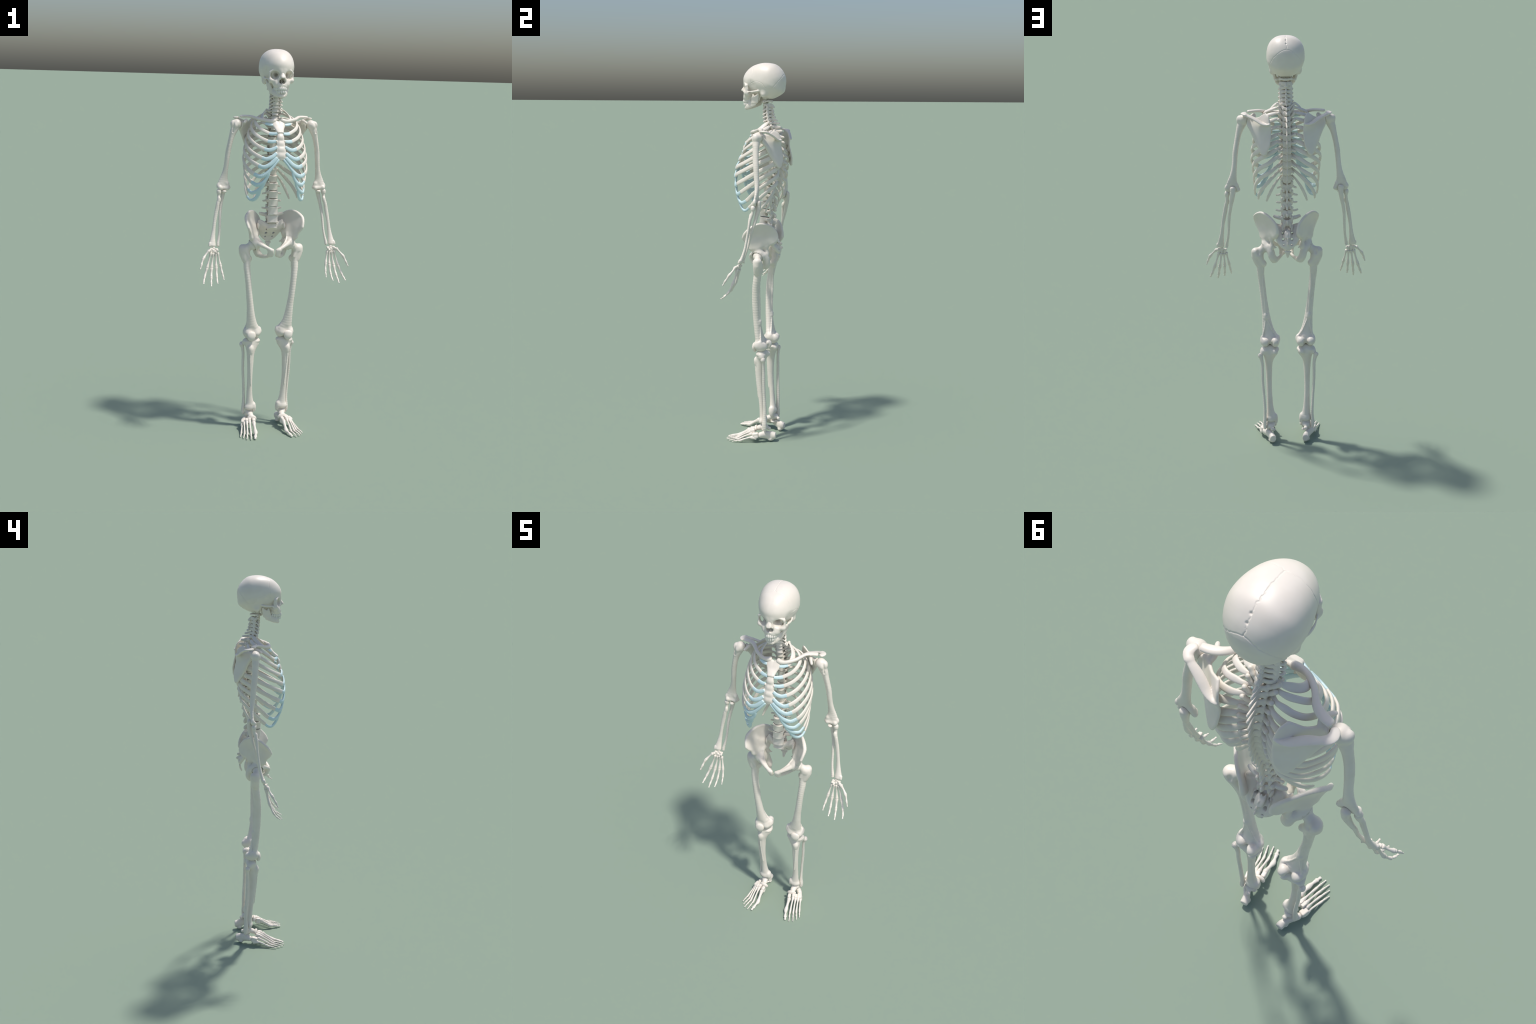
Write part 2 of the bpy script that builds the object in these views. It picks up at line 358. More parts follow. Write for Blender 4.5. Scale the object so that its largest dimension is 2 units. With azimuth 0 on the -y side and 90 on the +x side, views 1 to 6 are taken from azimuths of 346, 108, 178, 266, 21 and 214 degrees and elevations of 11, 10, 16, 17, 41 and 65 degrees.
for i, (b, hd, js, tip, s) in enumerate(MT):
    big = i == 0
    pf = [(.02, .0088, .0100, 0), (.10, .0078, .0090, 0), (.30, .0050, .0058, .002), (.60, .0046, .0052, .0025), (.85, .0056, .0060, .001), (.97, .0062, .0068, 0)]
    if big: pf = [(.02, .0068, .0092, 0), (.12, .0062, .0082, 0), (.35, .0047, .0054, .001), (.65, .0046, .0050, .001), (.86, .0064, .0060, 0), (.98, .0066, .0064, 0)]
    pf = [(t, w * s, hh * s, l) for t, w, hh, l in pf]
    r = rows(b, hd, pf)
    parts = [sweep(r, (1, 0, 0), n=20, m=12)]
    if i == 4: parts.append(sweep([(.1365, .0240, .0200, .0050, .0055), (.1375, .0140, .0240, .0080, .0080), (.1400, -.0020, .0250, .0066, .0070)], (1, 0, 0), n=10, m=12))
    pair("metatarsal", join(parts), foot)
    chain = [hd] + js + [tip]
    for k in range(len(chain) - 1):
        p, q = np.array(chain[k]), np.array(chain[k+1]); g = unit(q - p) * .0012
        last = k == len(chain) - 2; t0 = (1.0, .78, .70)[k] * s
        if big and last: pf = [(0, .0066, .0050, 0), (.18, .0072, .0046, 0), (.5, .0040, .0034, 0), (.85, .0048, .0030, 0), (1, .0040, .0024, 0)]
        elif last: pf = [(0, .0050, .0042, 0), (.4, .0036, .0032, 0), (.8, .0040, .0030, 0), (1, .0030, .0022, 0)]
        else: pf = [(0, .0062, .0062, 0), (.18, .0056, .0054, 0), (.55, .0036, .0038, .001), (.85, .0044, .0042, 0), (1, .0046, .0040, 0)]
        pf = [(t, w * t0, hh * t0, l) for t, w, hh, l in pf]
        pair("phalanx", sweep(rows(p + g, q - g, pf), (1, 0, 0), n=14, m=12, cap=.35), foot)

# ================================================================== SHOULDERS AND ARMS
# ---- humerus
f = Field((.165, .0, 1.275), (.305, .09, 1.665), .0024)
f.tube([(.205, .0455, 1.605, .0205, .0180), (.2135, .0465, 1.585, .0170, .0165), (.2210, .0475, 1.560, .0135, .0148), (.2300, .0500, 1.52, .0122, .0142), (.2370, .0540, 1.48, .0124, .0140),
        (.2410, .0570, 1.44, .0118, .0134), (.2450, .0610, 1.40, .0123, .0122), (.2505, .0635, 1.365, .0160, .0105), (.2550, .0635, 1.34, .0220, .0095), (.2565, .0615, 1.322, .0275, .0095), (.2570, .0590, 1.308, .0285, .0095)], (1, 0, 0), n=28)
f.tube([(.2180, .0335, 1.600, .004, .004), (.2290, .0385, 1.54, .005, .005), (.2380, .0440, 1.49, .006, .006), (.2420, .0500, 1.45, .005, .004)], (1, 0, 0), k=.010, n=10)   # deltoid ridge
f.ball((.1960, .0480, 1.6245), .0245, k=.003)
f.ball((.2160, .0440, 1.6230), (.0135, .0165, .0200), k=.007)             # greater tubercle
f.ball((.2050, .0300, 1.6170), (.0095, .0085, .0130), k=.006)             # lesser tubercle
f.cone((.2150, .0260, 1.640), (.2190, .0310, 1.585), .0035, .0025, k=.005, cut=True)   # bicipital groove
f.cone((.2300, .0610, 1.303), (.2360, .0615, 1.318), .0085, .0100, k=.008); f.ball((.2265, .0625, 1.2985), (.0080, .0080, .0085), k=.006)   # medial epicondyle
f.ball((.2830, .0610, 1.3070), (.0085, .0085, .0120), k=.010)             # lateral epicondyle
f.cone((.2360, .0560, 1.2960), (.2540, .0560, 1.2980), .0115, .0085, k=.005)           # trochlea
f.cone((.2540, .0560, 1.2980), (.2640, .0560, 1.2970), .0085, .0105, k=.004)
f.ball((.2755, .0530, 1.2985), (.0115, .0125, .0125), k=.005)             # capitulum
f.ball((.2530, .0790, 1.3080), (.0145, .0130, .0155), k=.004, cut=True)   # olecranon fossa
f.ball((.2510, .0420, 1.3160), (.0080, .0070, .0090), k=.010, cut=True)
pair("humerus", f.mesh())
# ---- radius
f = Field((.255, -.03, .99), (.35, .075, 1.29), .0021)
f.tube([(.2805, .0530, 1.278, .0105, .0105), (.2805, .0525, 1.266, .0080, .0080), (.2815, .0500, 1.250, .0075, .0075), (.2830, .0435, 1.235, .0082, .0085), (.2870, .0390, 1.22, .0088, .0078),
        (.2925, .0365, 1.19, .0096, .0066), (.2985, .0335, 1.16, .0092, .0060), (.3050, .0285, 1.12, .0082, .0062), (.3100, .0225, 1.08, .0092, .0068), (.3150, .0140, 1.045, .0125, .0080), (.3185, .0060, 1.020, .0165, .0100), (.3195, .0015, 1.010, .0180, .0105)], (1, 0, 0), n=30)
f.cone((.2805, .0530, 1.281), (.2805, .0530, 1.275), .0120, k=.003)
f.ball((.2790, .0400, 1.240), (.0070, .0065, .0120), k=.008)
f.cone((.3330, .0010, 1.018), (.3355, -.0040, 1.0080), .0065, .0045, k=.006)
f.ball((.316, -.0015, .9985), (.0150, .0085, .0050), k=.004, cut=True)
pair("radius", f.mesh())
# ---- ulna
f = Field((.235, -.02, .99), (.31, .095, 1.33), .0021)
f.tube([(.2535, .0745, 1.305, .0120, .0095), (.2535, .0750, 1.292, .0122, .0110), (.2550, .0720, 1.272, .0110, .0120), (.2590, .0680, 1.250, .0098, .0110), (.2650, .0620, 1.22, .0080, .0088), (.2705, .0545, 1.19, .0075, .0075),
        (.2740, .0450, 1.16, .0068, .0070), (.2765, .0350, 1.12, .0060, .0066), (.2790, .0250, 1.08, .0056, .0062), (.2840, .0140, 1.045, .0060, .0062), (.2890, .0060, 1.020, .0072, .0072), (.2900, .0030, 1.009, .0080, .0078)], (1, 0, 0), n=32)
f.ball((.2535, .0735, 1.3040), (.0130, .0110, .0125), k=.006)              # olecranon
f.ball((.2520, .0500, 1.2800), (.0115, .0130, .0075), k=.008)              # coronoid
f.cone((.2350, .0560, 1.2990), (.2700, .0560, 1.2990), .0125, k=.004, cut=True)   # trochlear notch
f.cone((.2900, .0075, 1.008), (.2890, .0090, 1.0010), .0040, .0030, k=.004)
pair("ulna", f.mesh())

# ---- hand
f = Field((.275, -.04, .96), (.36, .02, 1.01), .0013)
CARP = [((.3270, -.0085, .9905), (.0085, .0070, .0075)), ((.3130, -.0035, .9945), (.0072, .0080, .0062)), ((.2985, -.0050, .9890), (.0080, .0070, .0062)), ((.2955, -.0165, .9865), (.0052, .0050, .0062)),
        ((.3350, -.0170, .9865), (.0068, .0068, .0062)), ((.3270, -.0110, .9790), (.0055, .0075, .0055)), ((.3145, -.0085, .9815), (.0066, .0080, .0085)), ((.3015, -.0110, .9785), (.0072, .0075, .0068)), ((.3040, -.0190, .9770), (.0032, .0055, .0040))]
for i, (c, r) in enumerate(CARP):
    f.box(c, np.array(r), min(r) * .72, axes((.1, -.2, -1), (0, 1, 0)) if i % 2 else None, k=.0012 if i < 8 else .004)
hand = pair("hand", f.mesh(1), kind="stuff")
FING = [  # thumb .. little: joints from wrist to tip
    [(.3405, -.0190, .9860), (.3730, -.0405, .9490), (.3850, -.0580, .9190), (.3930, -.0680, .8980)],
    [(.3290, -.0135, .9730), (.3510, -.0300, .8970), (.3660, -.0490, .8570), (.3735, -.0680, .8375), (.3770, -.0860, .8270)],
    [(.3160, -.0100, .9710), (.3270, -.0290, .8970), (.3330, -.0570, .8540), (.3370, -.0800, .8310), (.3390, -.0960, .8160)],
    [(.3040, -.0105, .9700), (.3030, -.0290, .9030), (.3040, -.0530, .8600), (.3055, -.0760, .8380), (.3060, -.0950, .8295)],
    [(.2930, -.0125, .9725), (.2820, -.0320, .9120), (.2760, -.0510, .8770), (.2730, -.0690, .8590), (.2720, -.0800, .8440)]]
for i, J in enumerate(FING):
    J = [np.array(j) for j in J]; s = (1.15, 1.15, 1.15, 1.08, 1.0)[i]
    side = unit(np.cross(J[1] - J[0], (0.15, -1, 0)) if i else np.cross(J[1] - J[0], (-.75, -.65, 0)))
    dors = -unit(np.cross(side, J[1] - J[0])); dors = dors if dors[1] > 0 else -dors
    g = unit(J[1] - J[0]) * .0012
    pf = [(0, .0070, .0078, 0), (.08, .0066, .0074, 0), (.28, .0042, .0048, .0012), (.55, .0038, .0044, .0018), (.82, .0056, .0056, .0008), (.96, .0070, .0072, 0), (1, .0062, .0066, 0)]
    pair("metacarpal", sweep(rows(J[0] + g, J[1] - g, [(t, w*s, h*s, l) for t, w, h, l in pf], dors), side, n=20, m=12, cap=.5), hand)
    for k in range(1, len(J) - 1):
        p, q = J[k], J[k+1]; g = unit(q - p) * .0010; last = k == len(J) - 2
        t0 = s * ((1.0, .80, .70)[k-1] if i else (.95, .85)[k-1])
        if last: pf = [(0, .0064, .0052, 0), (.22, .0052, .0042, 0), (.55, .0036, .0030, 0), (.85, .0044, .0030, 0), (1, .0040, .0024, 0)]
        else: pf = [(0, .0074, .0066, 0), (.14, .0066, .0058, 0), (.45, .0047, .0040, .0010), (.75, .0047, .0042, .0006), (.93, .0058, .0052, 0), (1, .0052, .0046, 0)]
        d2 = unit(np.cross(unit(q - p), side)); d2 = d2 if d2 @ dors > 0 else -d2
        pair("phalanx", sweep(rows(p + g, q - g, [(t, w*t0, h*t0, l) for t, w, h, l in pf], d2), side, n=14, m=12, cap=.4), hand)

# ---- clavicle
pair("clavicle", sweep([(.0200, -.0300, 1.6470, .0115, .0125), (.0310, -.0325, 1.6450, .0108, .0112), (.0500, -.0310, 1.6450, .0088, .0094), (.0720, -.0205, 1.6490, .0084, .0088), (.0950, -.0010, 1.6530, .0084, .0082), (.1100, .0180, 1.6580, .0090, .0078),
                        (.1240, .0350, 1.6625, .0108, .0072), (.1400, .0465, 1.6640, .0122, .0068), (.1580, .0530, 1.6635, .0128, .0068), (.1740, .0560, 1.6625, .0115, .0066)], (0, 1, 0), n=44, m=18))
# ---- scapula
f = Field((.07, .0, 1.455), (.22, .155, 1.675), .0021)
f.sheet([[(.0950, .1040, 1.6560, .0034), (.1080, .0970, 1.6490, .0030), (.128, .0850, 1.6355, .0032), (.150, .0660, 1.6310, .0045), (.168, .0560, 1.6280, .0075)],
         [(.0845, .1230, 1.6420, .0034), (.100, .1130, 1.6320, .0022), (.130, .0910, 1.6205, .0024), (.155, .0710, 1.6170, .0050), (.171, .0610, 1.6170, .0085)],
         [(.0785, .1340, 1.6080, .0035), (.097, .1250, 1.6030, .0020), (.130, .1015, 1.6000, .0022), (.158, .0800, 1.6000, .0050), (.1740, .0690, 1.6040, .0078)],
         [(.0760, .1330, 1.5800, .0033), (.095, .1280, 1.5760, .0018), (.125, .1095, 1.5740, .0025), (.152, .0900, 1.5780, .0055), (.1660, .0795, 1.5860, .0058)],
         [(.0780, .1400, 1.5450, .0033), (.093, .1350, 1.5410, .0020), (.115, .1215, 1.5390, .0028), (.136, .1050, 1.5420, .0055), (.1490, .0935, 1.5470, .0050)],
         [(.0850, .1450, 1.5100, .0035), (.095, .1410, 1.5060, .0024), (.110, .1315, 1.5030, .0035), (.122, .1210, 1.5060, .0055), (.1320, .1110, 1.5100, .0045)],
         [(.0985, .1400, 1.4790, .0042), (.102, .1385, 1.4765, .0042), (.107, .1360, 1.4745, .0045), (.112, .1325, 1.4770, .0045), (.1160, .1290, 1.4800, .0042)]], 44, 60, k=.0025)
f.tube([(.0795, .1370, 1.6115, .0035, .0040), (.095, .1340, 1.6095, .0042, .0070), (.115, .1250, 1.6155, .0048, .0115), (.135, .1150, 1.6280, .0050, .0130), (.155, .1060, 1.6385, .0052, .0125), (.175, .0985, 1.6465, .0056, .0105), (.190, .0890, 1.6515, .0058, .0115)],
       [(0, .25, 1)] * 22, k=.004, n=22)                                    # spine
f.tube([(.184, .0960, 1.6505, .0055, .0110), (.1950, .0830, 1.6540, .0052, .0130), (.1950, .0700, 1.6560, .0048, .0125), (.1890, .0600, 1.6570, .0045, .0095)], [(0, 0, 1)] * 14, k=.005, n=14)    # acromion
f.tube([(.153, .0590, 1.6300, .0090, .0090), (.1480, .0470, 1.6420, .0085, .0080), (.1520, .0330, 1.6430, .0072, .0068), (.1590, .0210, 1.6370, .0068, .0062), (.1625, .0150, 1.6340, .0062, .0056)], (0, 0, 1), k=.005, n=16)   # coracoid
R_gl = axes(unit((.82, -.55, .06)))
f.ball((.1715, .0600, 1.6180), (.0150, .0070, .0220), R_gl, k=.006)         # glenoid rim
f.ball((.1960, .0480, 1.6245), .0262, k=.003, cut=True)
pair("scapula", f.mesh(3))

# ================================================================== SPINE
def rotx(a):
    c, s = math.cos(a), math.sin(a); return np.array([(1, 0, 0), (0, c, s), (0, -s, c)])
def body(f, c, w, d, h, tilt, waist=.09, k=.003):
    """vertebral body: oval drum with a waist and raised rims"""
    R = rotx(tilt); c = np.asarray(c, float)
    def dist(X, Y, Z):
        x, y, z = X - c[0], Y - c[1], Z - c[2]
        y, z = R[1, 1]*y + R[1, 2]*z, R[2, 1]*y + R[2, 2]*z
        q = z / h; wst = 1 - waist * (1 - np.minimum(q * q, 1) ** 1.5)
        yb = np.where(y > 0, y * 1.12, y)
        dr = (np.sqrt((x / w)**2 + (yb / d)**2) / wst - 1) * min(w, d)
        dz = np.abs(z) - h; e = .0018
        return np.minimum(np.maximum(dr + e, dz + e), 0) + np.sqrt(np.maximum(dr + e, 0)**2 + np.maximum(dz + e, 0)**2) - e
    f.put(c - (w, d + h*.5, h + d*.5), c + (w, d + h*.5, h + d*.5), dist, k)
GAP = [1.7760, 1.7580, 1.7400, 1.7210, 1.7030, 1.6850, 1.6665, 1.6420, 1.6180, 1.5920, 1.5630, 1.5320, 1.5010, 1.4700, 1.4370, 1.4030, 1.3680, 1.3310, 1.2890, 1.2480, 1.2060, 1.1610, 1.1160]
#       region y_c    half_w half_d  tilt   spinous tip (y,z)   transverse tip (x,y,z)
VERT = [('C', .0230, .0150, .0105, -.10, (.070, 1.7530), (.0310, .0290, 1.7640)),
        ('C', .0240, .0152, .0105, -.10, (.073, 1.7385), (.0315, .0300, 1.7450)),
        ('C', .0252, .0155, .0107, -.12, (.079, 1.7235), (.0320, .0310, 1.7270)),
        ('C', .0275, .0160, .0110, -.15, (.089, 1.7080), (.0325, .0335, 1.7090)),
        ('C', .0320, .0168, .0112, -.20, (.1005, 1.6925), (.0355, .0430, 1.6980)),
        ('T', .0375, .0175, .0118, -.24, (.109, 1.6725), (.0390, .0560, 1.6970)),
        ('T', .0415, .0172, .0128, -.22, (.1175, 1.6525), (.0370, .0690, 1.6810)),
        ('T', .0470, .0168, .0138, -.18, (.1280, 1.6200), (.0365, .0850, 1.6560)),
        ('T', .0530, .0166, .0148, -.14, (.1295, 1.5930), (.0370, .0945, 1.6270)),
        ('T', .0590, .0168, .0158, -.10, (.1270, 1.5550), (.0395, .1025, 1.5920)),
        ('T', .0635, .0172, .0166, -.05, (.1280, 1.5200), (.0385, .1100, 1.5610)),
        ('T', .0650, .0178, .0172, .02, (.1285, 1.4850), (.0370, .1115, 1.5230)),
        ('T', .0635, .0185, .0178, .08, (.1275, 1.4500), (.0365, .1105, 1.4850)),
        ('T', .0600, .0193, .0182, .13, (.1240, 1.4150), (.0365, .1080, 1.4490)),
        ('T', .0545, .0202, .0186, .17, (.1195, 1.3785), (.0370, .1010, 1.4110)),
        ('T', .0470, .0212, .0190, .20, (.1085, 1.3470), (.0290, .0870, 1.3800)),
        ('T', .0375, .0225, .0198, .20, (.0985, 1.3115), (.0270, .0720, 1.3450)),
        ('L', .0300, .0250, .0214, .16, (.0925, 1.2720), (.0440, .0640, 1.3040)),
        ('L', .0245, .0260, .0224, .10, (.0870, 1.2390), (.0490, .0580, 1.2680)),
        ('L', .0205, .0270, .0234, .03, (.0865, 1.2060), (.0480, .0500, 1.2320)),
        ('L', .0195, .0280, .0240, -.08, (.0860, 1.1720), (.0510, .0530, 1.1960)),
        ('L', .0245, .0300, .0238, -.24, (.0870, 1.1420), (.0600, .0545, 1.1650))]
def vertebra(i):
    reg, yc, w, d, tilt, sp, tp = VERT[i]
    zt, zb = GAP[i], GAP[i + 1]; zc = (zt + zb) / 2; H = (zt - zb)
    gap = {'C': .0034, 'T': .0036, 'L': .0058}[reg] if i not in (17,) else .005
    h = (H - gap) / 2; tp = np.array(tp); sy, sz = sp
    f = Field((-.07, yc - d - .008, min(zc - H * .95, sz - .012)), (.07, max(sy, tp[1]) + .013, max(zc + H * .95, tp[2] + .009)), .00125 if reg == 'C' else .0016, symmetric=True)
    body(f, (0, yc, zc), w, d, h, tilt)
    up = V3(0, math.sin(-tilt) * -1, math.cos(tilt)); bk = V3(0, math.cos(tilt), math.sin(tilt))   # local axes
    if reg == 'C':
        pil = V3(.0225, yc + .0195, zc - .001)
        f.cone((w * .8, yc + d * .5, zc), pil, .0040, .0045, k=.003)
        f.tube([tuple(pil + (0, -.003, .0095)) + (.0068, .0045), tuple(pil) + (.0072, .0050), tuple(pil + (0, .004, -.0105)) + (.0068, .0045)], (1, 0, 0), k=.003, n=6)
        f.cone((w * .85, yc + d * .1, zc - .001), (tp[0], tp[1] - .006, tp[2] - .007), .0034, .0030, k=.003)       # front bar
        f.cone(pil, tuple(tp + (0, .001, -.003)), .0042, .0032, k=.003)
        f.cone(tuple(tp + (0, .001, -.003)), (tp[0], tp[1] - .006, tp[2] - .007), .0032, k=.003)
        f.cone((w * .80, yc + .001, zc + h), (w * .95, yc + .002, zc + h + .002), .0030, .0020, k=.004)              # uncinate lip
        lam = V3(0, yc + .0345, zc + .001)
        f.tube([tuple(pil + (-.001, .004, 0)) + (.0075, .0034), tuple((pil + lam) / 2 + (.002, .003, 0)) + (.0075, .0032), tuple(lam) + (.0070, .0036)], (0, 0, 1), k=.003, n=8)
        f.tube([tuple(lam) + (.0030, .0066), (0, lam[1] * .45 + sy * .55, lam[2] * .45 + sz * .55, .0030, .0054), (0, sy, sz, .0034, .0046)], (1, 0, 0), k=.004, n=8)
        if i < 4: f.cone((.001, sy - .007, sz + .001), (.0050, sy - .001, sz - .002), .0030, .0026, k=.002)
    else:
        big = reg == 'L'
        rc = .0105 if not big else .0120
        ped = V3(.0165 if not big else .0195, yc + d * .85, zc + h * .42)
        arc = V3(.0190 if not big else .0215, yc + d + rc * 1.25, zc + h * .20)
        f.tube([(w * .72, yc + d * .45, zc + h * .45, .0050, h * .52), tuple(ped) + (.0042, h * .46), tuple(arc) + (.0055, h * .48)], (1, 0, 0), k=.004, n=8)
        lam = V3(0, yc + d + rc * (2.55 if not big else 1.95), zc - h * .45)
        lh = h * (1.05 if not big else .72)
        f.tube([tuple(arc) + (lh * .85, .0040), tuple((arc * (.5, .45, .5) + lam * (.5, .55, .5))) + (lh, .0038), tuple(lam) + (lh * .95, .0044)], (0, 0, 1), k=.004, n=8)
        # spinous process
        t = .0030 if not big else .0036
        if big: f.tube([tuple(lam + (0, 0, -.001)) + (t, h * .62), (0, (lam[1] + sy) / 2, (lam[2] * .6 + sz * .4), t, h * .56), (0, sy - .005, sz + .001, t * 1.25, h * .52), (0, sy - .001, sz, t * 1.3, h * .42)], (1, 0, 0), k=.004, n=10)
        else: f.tube([tuple(lam) + (t, .0105), (0, lam[1] * .5 + sy * .5, lam[2] * .5 + sz * .5, t, .0085), (0, sy - .003, sz + .002, t * 1.1, .0055), (0, sy - .001, sz, t * 1.2, .0045)], (1, 0, 0), k=.005, n=10)
        # transverse process
        if big: f.tube([tuple(arc + (0, -.003, h * .35)) + (.0052, .0048), tuple((arc + tp) / 2 + (0, -.001, .0)) + (.0046, .0032), tuple(tp) + (.0046, .0030)] if i < 21 else
                       [tuple(arc + (.002, -.006, h * .7)) + (.0090, .0085), tuple((arc + tp) / 2 + (0, 0, h * .30)) + (.0088, .0074), tuple(tp) + (.0076, .0060)], (0, 0, 1), k=.004, n=8)
        elif i < 15: f.chain([tuple(arc) + (.0058,), tuple((arc + tp) / 2 + (0, .002, .0)) + (.0052,), tuple(tp) + (.0068,)], k=.005)
        else: f.chain([tuple(arc) + (.0050,), tuple(tp) + (.0055,)], k=.004)
        # facet joints
        if big:
            f.cone(arc + (.002, .004, h * .5), arc + (.0030, .006, h * 1.05), .0068, .0058, k=.004)
            f.cone(arc + (-.006, .007, -h * .7), arc + (-.0065, .0085, -h * 1.35), .0060, .0052, k=.004)
        else:
            f.tube([tuple(arc + (-.004, .002, h * .3)) + (.0060, .0030), tuple(arc + (-.004, .001, h * .95)) + (.0055, .0026)], (1, 0, 0), k=.003, n=4)
            f.tube([tuple(arc + (-.006, .008, -h * .4)) + (.0062, .0032), tuple(arc + (-.006, .009, -h * 1.15)) + (.0056, .0028)], (1, 0, 0), k=.003, n=4)
    return f.mesh(1)
for i in range(len(VERT)): build("vertebra", vertebra(i))
# atlas
f = Field((-.055, .0, 1.785), (.055, .075, 1.825), .00125, symmetric=True)
f.tube([(0, .0085, 1.8030, .0055, .0034), (.012, .0105, 1.8035, .0050, .0036), (.0215, .0180, 1.8040, .0050, .0045)], (0, 0, 1), n=10)
f.ball((.0235, .0260, 1.8045), (.0090, .0115, .0085), k=.004)
f.tube([(.027, .035, 1.8055, .0038, .0036), (.024, .0490, 1.8065, .0042, .0034), (.012, .0590, 1.8055, .0045, .0036), (0, .0620, 1.8045, .0055, .0040)], (0, 0, 1), k=.004, n=14)
f.chain([(.028, .0250, 1.8035, .0055), (.0390, .0275, 1.8025, .0042), (.0445, .0290, 1.8015, .0045)], k=.004)
f.cone((.034, .0275, 1.79), (.034, .0275, 1.815), .0022, k=.001, cut=True)
build("vertebra", f.mesh(1))
# axis with its tooth
f = Field((-.045, .0, 1.765), (.045, .085, 1.83), .00125, symmetric=True)
body(f, (0, .0230, 1.7845), .0145, .0105, .0070, -.1)
f.chain([(0, .0225, 1.788, .0070), (0, .0205, 1.800, .0058), (0, .0195, 1.812, .0050)], k=.004)
f.ball((.0195, .0290, 1.7900), (.0095, .0090, .0055), k=.005)
f.tube([(.0215, .0330, 1.788, .0065, .0050), (.0225, .0430, 1.7810, .0068, .0048), (.0225, .0470, 1.7735, .0062, .0042)], (1, 0, 0), k=.004, n=6)
f.cone((.021, .031, 1.786), (.0310, .0320, 1.7810), .0045, .0035, k=.003)
f.tube([(.0215, .0420, 1.784, .0085, .0036), (.012, .0530, 1.785, .0095, .0036), (0, .0580, 1.784, .0095, .0045)], (0, 0, 1), k=.003, n=8)
f.tube([(0, .0565, 1.785, .0045, .0090), (0, .0640, 1.780, .0050, .0080), (0, .0700, 1.7755, .0060, .0060)], (1, 0, 0), k=.004, n=6)
f.cone((.001, .0640, 1.779), (.0065, .0695, 1.773), .0042, .0034, k=.003)
build("vertebra", f.mesh(1))
# sacrum
f = Field((-.082, .0, 1.0), (.082, .14, 1.155), .0018, symmetric=True)
f.sheet([[(0, .0440, 1.0985, .0130), (.024, .0480, 1.1010, .0130), (.046, .0540, 1.1080, .0125), (.0625, .0600, 1.1120, .0100)],
         [(0, .0600, 1.0820, .0140), (.024, .0620, 1.0830, .0130), (.044, .0640, 1.0870, .0130), (.0590, .0660, 1.0920, .0115)],
         [(0, .0810, 1.0660, .0130), (.022, .0800, 1.0660, .0105), (.040, .0780, 1.0690, .0105), (.0520, .0760, 1.0740, .0100)],
         [(0, .0990, 1.0470, .0110), (.018, .0970, 1.0470, .0085), (.034, .0935, 1.0490, .0085), (.0440, .0905, 1.0520, .0070)],
         [(0, .1060, 1.0295, .0090), (.013, .1050, 1.0295, .0075), (.024, .1020, 1.0310, .0070), (.0310, .0990, 1.0330, .0055)],
         [(0, .1060, 1.0170, .0065), (.006, .1055, 1.0170, .0060), (.010, .1045, 1.0175, .0050), (.0140, .1035, 1.0185, .0040)]], 26, 30, k=.003)
body(f, (0, .0330, 1.0960), .0285, .0215, .0140, -.55, waist=.03, k=.008)
f.tube([(.026, .040, 1.105, .010, .012), (.046, .0500, 1.115, .008, .012), (.0610, .0590, 1.1230, .007, .010)], (0, 1, .3), k=.008, n=8)     # wing
f.ball((.0690, .0460, 1.1000), (.0060, .0140, .0180), k=.008)
for z, y, r in ((1.1000, .0780, .0052), (1.0830, .0960, .0050), (1.0640, .1120, .0048), (1.0430, .1160, .0042)):
    f.ball((0, y, z), (.0040, .0110, .0085), k=.006)                            # median crest
f.tube([(0, .0770, 1.0980, .012, .005), (0, .0900, 1.0900, .015, .005), (0, .1030, 1.0720, .014, .006)], (1, 0, 0), k=.006, n=8)
f.tube([(.0205, .0720, 1.1000, .0050, .0060), (.0225, .0690, 1.1130, .0055, .0055), (.0230, .0650, 1.1215, .0055, .0045)], (1, 0, 0), k=.005, n=6)   # articular horns
f.tube([(.026, .078, 1.0920, .003, .004), (.028, .092, 1.070, .003, .004), (.025, .104, 1.050, .003, .004)], (1, 0, 0), k=.006, n=8)
f.cone((0, .0660, 1.125), (0, .0790, 1.0940), .0085, .0065, k=.004, cut=True)     # canal mouth
for x, y0, z0, y1, z1, r in ((.0225, .040, 1.082, .115, 1.0900, .0050), (.0205, .060, 1.0590, .125, 1.0620, .0062), (.0190, .075, 1.035, .130, 1.0380, .0036)):
    f.cone((x, y0, z0), (x, y1, z1), r, k=.002, cut=True)
build("sacrum", f.mesh(1))
f = Field((-.022, .085, .965), (.022, .12, 1.012), .0014, symmetric=True)
f.tube([(0, .1065, 1.0040, .0150, .0040), (0, .1060, .9970, .0110, .0042), (0, .1035, .9880, .0078, .0042), (0, .0995, .9795, .0060, .0038), (0, .0965, .9735, .0040, .0034)], (1, 0, 0), n=14)
f.ball((.0125, .1060, 1.0030), (.0050, .0038, .0040), k=.003); f.cone((.008, .1075, 1.003), (.008, .1080, 1.0095), .0026, .0018, k=.002)
build("coccyx", f.mesh(1))

